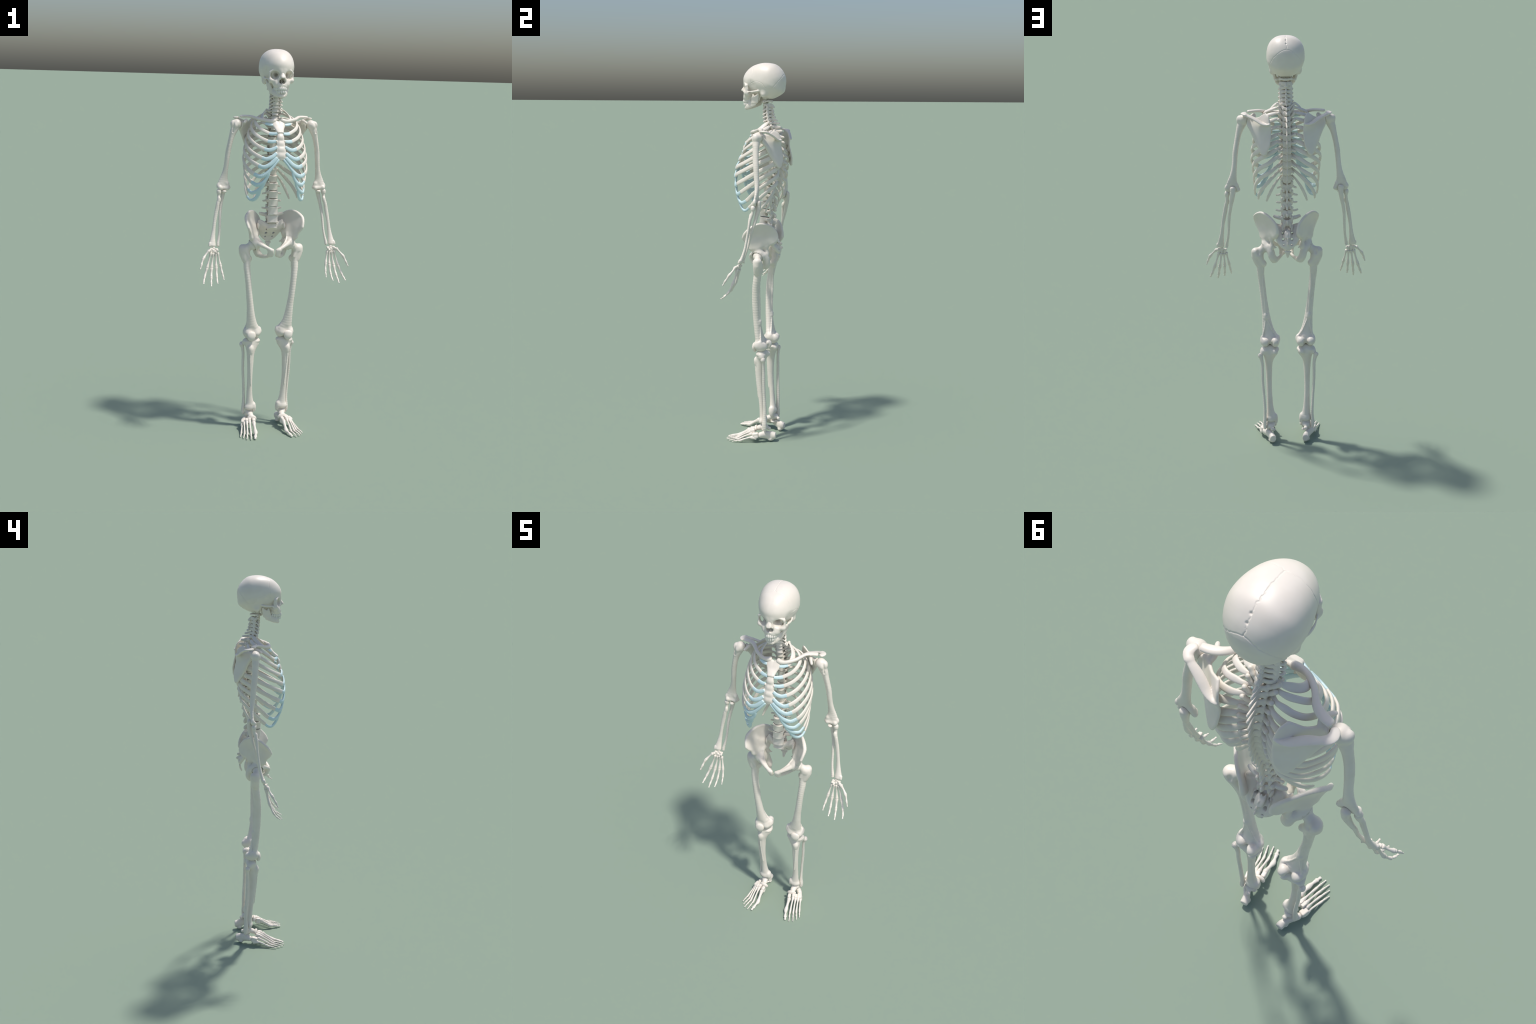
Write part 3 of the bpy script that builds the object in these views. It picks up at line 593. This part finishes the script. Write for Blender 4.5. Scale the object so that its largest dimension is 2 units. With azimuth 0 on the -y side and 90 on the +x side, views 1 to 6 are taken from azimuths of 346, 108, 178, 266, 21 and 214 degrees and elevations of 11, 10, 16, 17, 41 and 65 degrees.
# ================================================================== HIP BONES
f = Field((.0, -.06, .925), (.17, .125, 1.195), .0023)
f.sheet([[(.0480, .1070, 1.0980, .0070), (.0530, .1040, 1.1300, .0060), (.0700, .0910, 1.1540, .0060), (.0900, .0730, 1.1710, .0055), (.1090, .0500, 1.1780, .0055), (.1240, .0280, 1.1770, .0060), (.1380, .0060, 1.1670, .0065), (.1490, -.0170, 1.1500, .0060), (.1490, -.0370, 1.1300, .0055), (.1430, -.0480, 1.1070, .0055)],
         [(.0510, .1010, 1.0870, .0090), (.0590, .0930, 1.1110, .0070), (.0760, .0780, 1.1310, .0045), (.0960, .0580, 1.1450, .0030), (.1120, .0360, 1.1490, .0030), (.1240, .0150, 1.1450, .0035), (.1330, -.0050, 1.1360, .0040), (.1390, -.0220, 1.1230, .0048), (.1400, -.0360, 1.1090, .0052), (.1395, -.0440, 1.0980, .0052)],
         [(.0570, .0900, 1.0770, .0105), (.0660, .0800, 1.0930, .0085), (.0810, .0630, 1.1070, .0055), (.0970, .0430, 1.1140, .0038), (.1090, .0240, 1.1150, .0040), (.1185, .0060, 1.1100, .0052), (.1260, -.0100, 1.1020, .0062), (.1310, -.0220, 1.0940, .0062), (.1330, -.0310, 1.0890, .0055), (.1335, -.0365, 1.0860, .0050)],
         [(.0660, .0740, 1.0700, .0090), (.0740, .0640, 1.0800, .0090), (.0860, .0490, 1.0880, .0080), (.0980, .0340, 1.0900, .0075), (.1080, .0190, 1.0880, .0080), (.1160, .0040, 1.0830, .0090), (.1215, -.0080, 1.0780, .0085), (.1250, -.0170, 1.0740, .0070), (.1265, -.0235, 1.0720, .0050)],
         [(.0720, .0560, 1.0560, .0095), (.0780, .0490, 1.0580, .0105), (.0860, .0390, 1.0600, .0120), (.0950, .0290, 1.0590, .0130), (.1030, .0180, 1.0560, .0130), (.1100, .0070, 1.0520, .0120), (.1150, -.0020, 1.0500, .0100), (.1190, -.0100, 1.0490, .0080), (.1205, -.0165, 1.0500, .0060)]], 56, 44, k=.003)
f.tube([(.0490, .1060, 1.0940, .008, .009), (.0500, .1060, 1.1150, .007, .008), (.0560, .1010, 1.1350, .006, .0065)], (1, 0, 0), k=.005, n=8)
f.tube([(.0980, .0640, 1.1750, .005, .005), (.1230, .0300, 1.1770, .0068, .0055), (.1420, .0000, 1.1640, .0090, .0060), (.1510, -.0200, 1.1470, .0082, .006), (.1445, -.0455, 1.1100, .0060, .006)], (1, .4, 0), k=.004, n=16)
f.ball(HIP + (-.004, -.001, .003), (.034, .0350, .0360), k=.018)                  # socket block
f.ball((.1160, -.0110, 1.0480), (.0070, .0080, .0120), k=.010)                   # anterior inferior spine
f.tube([(.0920, .0050, 1.0220, .016, .015), (.0750, -.0130, 1.0140, .013, .0125), (.0560, -.0290, 1.0060, .0095, .0100), (.0380, -.0395, .9975, .0085, .0090), (.0210, -.0440, .9900, .0085, .0100)], (0, 0, 1), k=.014, n=14)   # superior ramus
f.tube([(.0830, .0300, 1.0580, .003, .003), (.0720, .0060, 1.0380, .0035, .0035), (.0560, -.0170, 1.0170, .004, .004), (.0300, -.0400, 1.0000, .003, .003)], (0, 0, 1), k=.016, n=12)                   # pelvic brim
f.sheet([[(.0110, -.0470, .9880, .0060), (.0220, -.0460, .9870, .0065), (.0330, -.0400, .9900, .0065)],
         [(.0110, -.0440, .9740, .0065), (.0200, -.0410, .9720, .0060), (.0285, -.0340, .9730, .0050)],
         [(.0130, -.0350, .9590, .0065), (.0210, -.0300, .9570, .0060), (.0300, -.0220, .9580, .0050)]], 12, 12, k=.004)
f.ball((.0220, -.0470, .9880), (.0070, .0060, .0060), k=.008)
f.tube([(.0170, -.0320, .9610, .0085, .0080), (.0270, -.0130, .9510, .0070, .0085), (.0390, .0080, .9450, .0075, .0095), (.0510, .0290, .9430, .0100, .0110), (.0580, .0460, .9460, .0150, .0140)], (1, .5, 0), k=.010, n=14)       # inferior ramus
f.tube([(.0860, .0480, 1.0080, .0185, .0200), (.0780, .0580, .9880, .0175, .0190), (.0725, .0600, .9670, .0175, .0185), (.0630, .0540, .9500, .0185, .0165)], (1, 0, 0), k=.012, n=10)      # ischium
f.tube([(.0740, .0560, 1.0540, .0085, .0110), (.0740, .0580, 1.0320, .0085, .0120), (.0750, .0590, 1.0100, .0100, .0140)], (1, .3, 0), k=.012, n=8)
f.cone((.0700, .0620, 1.0190), (.0530, .0690, 1.0130), .0080, .0028, k=.010)      # ischial spine
nrm = unit((.80, -.30, -.50))
f.ball(HIP, .0298, k=.002, cut=True)
f.cone(HIP + nrm * .014, HIP + nrm * .055, .0296, .0330, k=.003, cut=True)
f.ball((.0455, .0120, .9800), (.0110, .0300, .0165), axes(unit((.30, .94, .10))), k=.004, cut=True)  # obturator foramen
f.box((-.004, -.035, .97), (.0085, .04, .05), .001, k=.001, cut=True)
hip = f.mesh(3); pair("hip_bone", hip)

# ================================================================== RIB CAGE
def wall_normal(P):
    P = np.asarray(P); return np.stack([P[:, 0] / .165**2, (P[:, 1] - .012) / .125**2, (P[:, 2] - 1.40) / .27**2], 1)
RIB = [  # head, tubercle, angle, side ... front end
    [(.0190, .0430, 1.6900), (.0400, .0510, 1.6960), (.0570, .0405, 1.6845), (.0705, .0245, 1.6690), (.0760, .0060, 1.6555), (.0725, -.0120, 1.6430), (.0630, -.0290, 1.6320)],
    [(.0200, .0500, 1.6680), (.0430, .0610, 1.6775), (.0650, .0565, 1.6705), (.0840, .0465, 1.6625), (.1000, .0325, 1.6510), (.1080, .0130, 1.6370), (.1045, -.0110, 1.6215), (.0880, -.0370, 1.6035), (.0510, -.0600, 1.5840)],
    [(.0200, .0580, 1.6460), (.0440, .0760, 1.6540), (.0660, .0770, 1.6510), (.0900, .0740, 1.6440), (.1120, .0610, 1.6330), (.1255, .0350, 1.6170), (.1265, .0060, 1.5985), (.1170, -.0240, 1.5800), (.0950, -.0530, 1.5620), (.0610, -.0740, 1.5465)],
    [(.0200, .0660, 1.6200), (.0440, .0905, 1.6310), (.0720, .0960, 1.6230), (.1050, .0880, 1.6100), (.1290, .0650, 1.5940), (.1405, .0300, 1.5740), (.1385, -.0080, 1.5530), (.1240, -.0440, 1.5330), (.1030, -.0720, 1.5180), (.0800, -.0895, 1.5080)],
    [(.0205, .0730, 1.5920), (.0450, .0970, 1.5945), (.0700, .1050, 1.5900), (.1050, .1060, 1.5770), (.1340, .0850, 1.5580), (.1490, .0450, 1.5370), (.1515, .0030, 1.5170), (.1405, -.0420, 1.4940), (.1190, -.0800, 1.4770), (.0960, -.1010, 1.4650)],
    [(.0210, .0800, 1.5610), (.0450, .1040, 1.5610), (.0690, .1150, 1.5520), (.1000, .1190, 1.5390), (.1320, .0990, 1.5210), (.1550, .0500, 1.4990), (.1600, .0010, 1.4770), (.1490, -.0450, 1.4540), (.1290, -.0820, 1.4370), (.1100, -.0995, 1.4260)],
    [(.0215, .0830, 1.5310), (.0450, .1085, 1.5295), (.0660, .1185, 1.5220), (.0950, .1240, 1.5080), (.1320, .1035, 1.4850), (.1575, .0520, 1.4570), (.1630, .0040, 1.4320), (.1550, -.0390, 1.4080), (.1430, -.0690, 1.3925), (.1310, -.0830, 1.3840)],
    [(.0220, .0830, 1.5000), (.0420, .1070, 1.4960), (.0650, .1190, 1.4860), (.0920, .1235, 1.4720), (.1280, .1050, 1.4490), (.1530, .0520, 1.4170), (.1570, .0060, 1.3860), (.1510, -.0320, 1.3610), (.1380, -.0620, 1.3420)],
    [(.0225, .0790, 1.4660), (.0410, .1040, 1.4580), (.0640, .1160, 1.4460), (.0900, .1200, 1.4280), (.1260, .0980, 1.4040), (.1495, .0480, 1.3680), (.1535, .0070, 1.3330), (.1500, -.0130, 1.3130), (.1470, -.0280, 1.3000)],
    [(.0235, .0700, 1.4330), (.0395, .0930, 1.4170), (.0830, .1130, 1.3860), (.1220, .0880, 1.3580), (.1440, .0510, 1.3220), (.1500, .0160, 1.2900), (.1475, -.0130, 1.2640)],
    [(.0250, .0640, 1.3960), (.0440, .0870, 1.3820), (.0830, .0970, 1.3440), (.1140, .0810, 1.3050), (.1310, .0580, 1.2720), (.1340, .0400, 1.2480)],
    [(.0260, .0560, 1.3610), (.0430, .0740, 1.3440), (.0670, .0800, 1.3090), (.0850, .0710, 1.2710), (.0955, .0580, 1.2410)]]
RH = [.0085, .0088, .0090, .0096, .0102, .0106, .0108, .0105, .0100, .0096, .0085, .0068]     # half height
ribs = []
for i, pts in enumerate(RIB):
    h = RH[i]; n = len(pts); rows_ = []
    for j, p in enumerate(pts):
        t = j / (n - 1)
        hh = h * (.62 if j == 0 else .72 if j == 1 else 1.0)
        th = (.0046 if j else .0052) if i else .0036
        if i == 0: hh *= (1, 1.1, 1.25, 1.35, 1.35, 1.25, 1.2)[j]
        if j == n - 1: hh *= 1.0 if i < 10 else .62; th *= 1.0 if i < 10 else .7
        rows_.append(tuple(p) + (hh, th))
    N = 60; C = spline(rows_, N)[:, :3]; nr = wall_normal(C); T = np.gradient(C, axis=0)
    up = np.cross(T, nr); up *= np.sign(up[:, 2:3] + 1e-9)
    ribs.append(pair("rib", sweep(rows_, up, n=N, m=16, square=2.4, cap=.25 if i < 10 else .8)))
# ---- cartilages that reach the breastbone singly
CAR = {0: [(.0640, -.0280, 1.6325), (.0480, -.0375, 1.6285), (.0310, -.0430, 1.6265)],
       1: [(.0520, -.0590, 1.5845), (.0350, -.0685, 1.5835), (.0160, -.0770, 1.5850)],
       2: [(.0620, -.0730, 1.5470), (.0420, -.0825, 1.5455), (.0200, -.0885, 1.5480)],
       3: [(.0820, -.0880, 1.5090), (.0600, -.0975, 1.5050), (.0400, -.1015, 1.5100), (.0220, -.1010, 1.5210)],
       4: [(.0980, -.0990, 1.4660), (.0760, -.1095, 1.4610), (.0480, -.1130, 1.4720), (.0250, -.1095, 1.4900)],
       5: [(.1120, -.0980, 1.4270), (.0900, -.1105, 1.4210), (.0620, -.1160, 1.4320), (.0380, -.1160, 1.4530), (.0230, -.1140, 1.4690)]}
for i, pts in CAR.items():
    n = len(pts)
    r = [tuple(p) + ((RH[i] * (1.02 if j == 0 else .97 if j < n - 1 else .80)), .0050 if i else .0048) for j, p in enumerate(pts)]
    C = spline(r, 26)[:, :3]; nr = wall_normal(C); T = np.gradient(C, axis=0)
    up = np.cross(T, nr); up *= np.sign(up[:, 2:3] + 1e-9)
    pair("costal_cartilage", sweep(r, up, n=26, m=16, square=2.3, cap=.25), ribs[i], CART)
# ---- merged cartilage of the lower margin
f = Field((.0, -.135, 1.225), (.165, .0, 1.47), .0019)
LOW = [[(.1310, -.0830, 1.3840, .0100), (.1060, -.1005, 1.3740, .0105), (.0780, -.1105, 1.3850, .0105), (.0560, -.1145, 1.4080, .0085), (.0320, -.1150, 1.4370, .0072), (.0150, -.1135, 1.4560, .0060)],
       [(.1380, -.0620, 1.3420, .0098), (.1180, -.0850, 1.3300, .0100), (.0920, -.1000, 1.3390, .0100), (.0720, -.1080, 1.3650, .0085), (.0620, -.1130, 1.3900, .0070)],
       [(.1470, -.0280, 1.3000, .0092), (.1340, -.0560, 1.2870, .0090), (.1130, -.0780, 1.2960, .0095), (.0930, -.0940, 1.3180, .0090), (.0830, -.1020, 1.3400, .0075)],
       [(.1475, -.0130, 1.2640, .0070), (.1380, -.0340, 1.2490, .0065), (.1220, -.0540, 1.2510, .0085), (.1080, -.0720, 1.2720, .0090), (.1000, -.0850, 1.2980, .0080)]]
for r in LOW:
    r = [p + (.0055 if j else .0046,) for j, p in enumerate(r)]
    C = spline(r, 20)[:, :3]; nr = wall_normal(C); up = np.cross(np.gradient(C, axis=0), nr); up *= np.sign(up[:, 2:3] + 1e-9)
    f.tube(r, up, k=.005, n=20)
pair("costal_cartilage", f.mesh(2), ribs[6], CART)
# ---- breastbone
f = Field((-.045, -.10, 1.58), (.045, -.02, 1.66), .0017, symmetric=True)
f.sheet([[(0, -.0330, 1.6370, .0052), (.010, -.0320, 1.6400, .0056), (.0190, -.0310, 1.6420, .0060)],
         [(0, -.0420, 1.6260, .0060), (.014, -.0410, 1.6270, .0062), (.0270, -.0390, 1.6260, .0062)],
         [(0, -.0540, 1.6110, .0058), (.012, -.0535, 1.6110, .0055), (.0200, -.0530, 1.6110, .0048)],
         [(0, -.0690, 1.5980, .0055), (.007, -.0690, 1.5975, .0053), (.0135, -.0685, 1.5970, .0048)],
         [(0, -.0775, 1.5915, .0048), (.007, -.0775, 1.5915, .0046), (.0120, -.0770, 1.5915, .0042)]], 18, 26, k=.003)
f.ball((.0270, -.0260, 1.6540), (.0130, .0130, .0100), k=.003, cut=True)
build("manubrium", f.mesh(2))
f = Field((-.035, -.13, 1.44), (.035, -.06, 1.595), .0017, symmetric=True)
f.tube([(0, -.0790, 1.5840, .0145, .0052), (0, -.0840, 1.5690, .0165, .0056), (0, -.0880, 1.5480, .0190, .0058), (0, -.0950, 1.5280, .0210, .0058), (0, -.1020, 1.5080, .0235, .0058), (0, -.1065, 1.4890, .0250, .0058), (0, -.1095, 1.4720, .0240, .0058), (0, -.1110, 1.4600, .0170, .0054)], (1, 0, 0), n=26)
for z, y, w in ((1.5660, -.0900, .0150), (1.5370, -.0970, .0180), (1.5080, -.1070, .0210), (1.4790, -.1130, .0220)):
    f.tube([(0, y + .0025, z, .0050, .0034), (w, y + .0045, z + .001, .0050, .0030)], (0, .3, 1), k=.016, n=4)
for z, y, w in ((1.5480, -.0925, .022), (1.5215, -.1010, .025), (1.4905, -.1090, .028), (1.4680, -.1120, .026)):
    f.ball((w, y + .003, z), (.004, .006, .0055), k=.004)
build("sternum", f.mesh(2))

# ================================================================== SKULL
CC = V3(0, .045, 1.905)
PROF = np.array([(.133, 1.908), (.131, 1.928), (.122, 1.950), (.105, 1.973), (.081, 1.9915), (.055, 1.9985), (.030, 2.0005), (.006, 1.9985), (-.017, 1.9930), (-.043, 1.9825), (-.064, 1.967), (-.081, 1.9475), (-.0905, 1.927), (-.092, 1.911), (-.0885, 1.892),
                 (-.0720, 1.872), (-.045, 1.850), (-.010, 1.832), (.030, 1.8195), (.057, 1.8175), (.089, 1.8285), (.110, 1.8405), (.124, 1.853), (.131, 1.885)])
ang = np.arctan2(PROF[:, 1] - CC[2], PROF[:, 0] - CC[1]); rad = np.hypot(PROF[:, 1] - CC[2], PROF[:, 0] - CC[1])
o = np.argsort(ang); ang, rad = ang[o], rad[o]
A_ = np.r_[ang - 2*np.pi, ang, ang + 2*np.pi]; R_ = np.r_[rad, rad, rad]
tab_a = np.linspace(-np.pi, np.pi, 721)
pp = spline(np.stack([A_, R_], 1), 4000); tab_r = np.interp(tab_a, pp[:, 0], pp[:, 1]).astype(np.float32)
f = Field((-.095, -.112, 1.79), (.095, .138, 2.003), .0013, symmetric=True)
def vault(X, Y, Z):
    y, z = Y - CC[1], Z - CC[2]
    r = np.sqrt(y*y + z*z) + 1e-6; rho = np.interp(np.arctan2(z, y), tab_a, tab_r)
    q = np.clip((.055 - Y) / .115, 0, 1); w = .0868 * (1 - .015 * q * q * (3 - 2 * q))      # narrower towards the brow
    u = np.clip((1.905 - Z) / .08, 0, 1); w = w * (1 - .11 * u * u * (3 - 2 * u))
    n = 2.08 + .38 * (z / r)**2; S = ((r / rho)**n + (X / w)**n)**(1 / n)
    g = np.sqrt(r*r + X*X) / (S + 1e-6)                     # local radius along the ray
    return (S - 1) * g * .93
f.put((-.09, -.095, 1.81), (.09, .135, 2.002), vault)
# temples, face
f.ball((.0900, -.0420, 1.8760), (.0230, .0320, .0340), k=.020, cut=True)
f.ball((.0610, .0360, 1.8450), (.0115, .0160, .0180), k=.014)                       # mastoid
f.cone((.0625, .0360, 1.840), (.0610, .0330, 1.8330), .0095, .0065, k=.008)
f.ball((0, -.050, 1.850), (.042, .034, .028), k=.012)
f.tube([(.004, -.0800, 1.8870, .0060, .0070), (.018, -.0765, 1.8955, .0050, .0060), (.036, -.0715, 1.8975, .0045, .0060), (.050, -.0660, 1.8925, .0045, .0055), (.0570, -.0610, 1.8830, .0045, .0050)], (0, 0, 1), k=.018, n=14)   # brow
f.tube([(.0580, -.0590, 1.8860, .0040, .0060), (.0590, -.0570, 1.8690, .0036, .0085), (.0570, -.0595, 1.8540, .0050, .0080)], (1, 0, 0), k=.008, n=8)      # outer orbital rim
f.ball((.0520, -.0625, 1.8460), (.0125, .0110, .0095), k=.012)                       # cheekbone
f.ball((.0540, -.0510, 1.8390), (.0070, .0100, .0070), k=.012)
f.tube([(.0550, -.0580, 1.8480, .0042, .0080), (.0645, -.0400, 1.8510, .0030, .0060), (.0705, -.0200, 1.8535, .0028, .0048), (.0715, -.0020, 1.8560, .0032, .0048), (.0680, .0120, 1.8590, .0050, .0055)], (1, 0, 0), k=.006, n=14)    # zygomatic arch
f.tube([(.0480, -.0650, 1.8470, .0050, .0060), (.0330, -.0695, 1.8450, .0050, .0060), (.0190, -.0750, 1.8490, .0050, .0055)], (0, 0, 1), k=.010, n=8)     # lower orbital rim
f.ball((.0250, -.0640, 1.8300), (.0180, .0200, .0200), k=.014)                       # maxilla
f.tube([(0, -.0835, 1.8180, .0110, .0060), (.0140, -.0800, 1.8180, .0120, .0075), (.0230, -.0710, 1.8190, .0125, .0080), (.0265, -.0570, 1.8200, .0115, .0075), (.0285, -.0430, 1.8210, .0105, .0065)], (0, 0, 1), k=.018, n=16)
f.ball((.0060, -.0760, 1.8270), (.0190, .0110, .0120), k=.016)
f.tube([(.0085, -.0820, 1.8820, .0045, .0060), (.0125, -.0810, 1.8660, .0045, .0070), (.0180, -.0795, 1.8480, .0055, .0070), (.0195, -.0790, 1.8330, .0060, .0070)], (1, .4, 0), k=.008, n=10)
f.tube([(0, -.0800, 1.8870, .0090, .0060), (0, -.0875, 1.8760, .0085, .0065), (0, -.0955, 1.8665, .0095, .0055), (0, -.1025, 1.8600, .0085, .0032)], (1, 0, 0), k=.010, n=12)      # nasal bones
f.tube([(.0060, -.0950, 1.8650, .0035, .0060), (.0120, -.0850, 1.8540, .0040, .0065)], (1, .5, 0), k=.008, n=5)
f.ball((.0180, -.0250, 1.8260), (.0060, .0130, .0170), k=.008)
f.ball((.0600, -.0240, 1.8400), (.0095, .0230, .0200), k=.006, cut=True)             # infratemporal space
RO = axes(unit((.42, -.90, -.03)))
f.ball((.0355, -.0770, 1.8715), (.0205, .0230, .0195), RO, k=.004, cut=True)         # orbit
f.cone((.0335, -.0700, 1.8715), (.0170, -.0330, 1.8730), .0165, .0035, k=.004, cut=True)
f.ball((.0065, -.0880, 1.8395), (.0090, .0220, .0100), k=.003, cut=True)             # nasal opening
f.ball((.0025, -.0820, 1.8490), (.0070, .0200, .0110), k=.003, cut=True)
f.cone((.005, -.085, 1.842), (.006, -.055, 1.842), .0085, .0060, k=.003, cut=True)
f.box((0, -.0660, 1.8430), (.0011, .0110, .0150), .0005, k=.001)
f.cone((0, -.0850, 1.8290), (0, -.0905, 1.8300), .0030, .0014, k=.003)               # nasal spine
f.ball((.0740, .0165, 1.8500), (.0080, .0036, .0042), k=.003, cut=True)              # ear opening
f.chain([(.0500, .0140, 1.8350, .0040), (.0480, .0090, 1.8180, .0022), (.0455, .0060, 1.8060, .0014)], k=.003)   # styloid
f.ball((.0185, .0280, 1.8180), (.0085, .0130, .0065), k=.005)
# sutures: grooves laid on the surface along wandering paths
def on_surface(P):
    P = np.asarray(P, float); c = V3(0, .035, 1.905); d = P - c; d /= np.linalg.norm(d, axis=1)[:, None]
    t = np.linspace(.04, .15, 221); out = []
    for k in d:
        v = f.sample(c + t[:, None] * k); i = np.argmax(v > 0); a, b = v[i-1], v[i]
        out.append(c + k * (t[i-1] + (t[i] - t[i-1]) * (-a) / (b - a)))
    return np.array(out)
f.sym = False
def suture(pts, amp, r, n=60, sides=(1, -1), w=3):
    P0 = spline(pts, n)
    for sd in sides:
        P = P0.copy(); z = RNG.normal(size=(n, 3)); z = (z + np.roll(z, 1, 0) + (np.roll(z, 2, 0) if w > 2 else 0)) / w ** .5
        P[1:-1] += z[1:-1] * amp; P[:, 0] *= sd
        S = on_surface(P); f.chain([tuple(p) + (r,) for p in S], k=.0006, cut=True)
suture([(0, -.015, 1.992), (.0005, .02, 2.0), (-.0005, .05, 1.998), (.001, .08, 1.990), (-.001, .105, 1.972), (0, .122, 1.943)], .0011, .0011, 80, (1,))
suture([(0, -.015, 1.990), (.025, -.020, 1.986), (.05, -.022, 1.973), (.068, -.026, 1.948), (.074, -.031, 1.918), (.072, -.034, 1.896)], .0007, .0010)
suture([(0, .122, 1.943), (.022, .115, 1.930), (.042, .105, 1.913), (.058, .092, 1.893), (.068, .076, 1.868)], .0008, .0012)
suture([(.066, -.034, 1.895), (.074, -.012, 1.903), (.080, .012, 1.905), (.084, .036, 1.893), (.083, .048, 1.874), (.072, .068, 1.866)], .0003, .0009, 50)
for y, z in ((.095, 1.981), (.108, 1.965)):
    p = on_surface([(.001, y, z)])[0]; f.ball(p, .0030, k=.003, cut=True)
skull = build("skull", f.mesh(1))
# ---- lower jaw
f = Field((-.07, -.092, 1.755), (.07, .016, 1.855), .0014, symmetric=True)
f.tube([(0, -.0765, 1.7765, .0130, .0058), (.0110, -.0745, 1.7765, .0130, .0060), (.0220, -.0650, 1.7790, .0138, .0062), (.0310, -.0490, 1.7850, .0145, .0060), (.0375, -.0330, 1.7930, .0155, .0055), (.0435, -.0160, 1.7990, .0145, .0045)], (0, 0, 1), k=.004, n=20)
f.ball((.0060, -.0785, 1.7695), (.0100, .0060, .0065), k=.007)
f.sheet([[(.0400, -.0330, 1.7960, .0050), (.0440, -.0170, 1.7965, .0042), (.0475, -.0035, 1.8000, .0034)],
         [(.0430, -.0330, 1.8130, .0038), (.0480, -.0160, 1.8120, .0034), (.0515, .0005, 1.8130, .0036)],
         [(.0480, -.0290, 1.8280, .0030), (.0520, -.0140, 1.8240, .0026), (.0545, .0030, 1.8280, .0038)],
         [(.0510, -.0250, 1.8400, .0022), (.0530, -.0170, 1.8300, .0020), (.0560, .0050, 1.8400, .0036)]], 16, 22, k=.003)
f.ball((.0570, .0055, 1.8435), (.0095, .0042, .0045), k=.004)
jaw = build("mandible", f.mesh(2), skull)
# ---- teeth
ARCH = [(.0045, -.0925, .0045, .0036), (.0125, -.0895, .0040, .0036), (.0192, -.0830, .0042, .0042), (.0238, -.0755, .0041, .0044), (.0265, -.0680, .0040, .0046), (.0288, -.0585, .0055, .0050), (.0302, -.0475, .0054, .0050)]
for j, (x, y, w, d) in enumerate(ARCH):
    tang = unit(V3(1, .12 + j * .02, 0)) if j < 2 else unit(V3(*(np.array(ARCH[min(j+1, 6)][:2]) - np.array(ARCH[j-1][:2])), 0))
    inn = V3(-tang[1], tang[0], 0); inn = inn if inn @ V3(-x, .03, 0) > 0 else -inn
    c = V3(x, y, 0)
    zt = 1.7990 + (.0008 if j == 2 else 0) * -1
    up = [tuple(c + inn * .0020 + (0, 0, 1.8150)) + (w * .78, d * .75), tuple(c + inn * .0002 + (0, 0, 1.8085)) + (w * .96, d), tuple(c + inn * .0001 + (0, 0, 1.8035)) + (w, d * .85), tuple(c + inn * (.0004 if j < 3 else .001) + (0, 0, zt + .0006)) + (w * .93, d * (.40 if j < 3 else .75))]
    lo = [tuple(c + inn * .0048 + (0, 0, 1.7835)) + (w * .66, d * .72), tuple(c + inn * .0040 + (0, 0, 1.7890)) + (w * .84, d * .92), tuple(c + inn * .0032 + (0, 0, 1.7940)) + (w * .90, d * .80), tuple(c + inn * .0032 + (0, 0, zt - .0010)) + (w * .86, d * (.38 if j < 3 else .72))]
    pair("tooth", sweep(up, tang, n=9, m=14, square=3, cap=.5), (skull, skull), TOOTH)
    pair("tooth", sweep(lo, tang, n=9, m=14, square=3, cap=.5), (jaw, jaw), TOOTH)
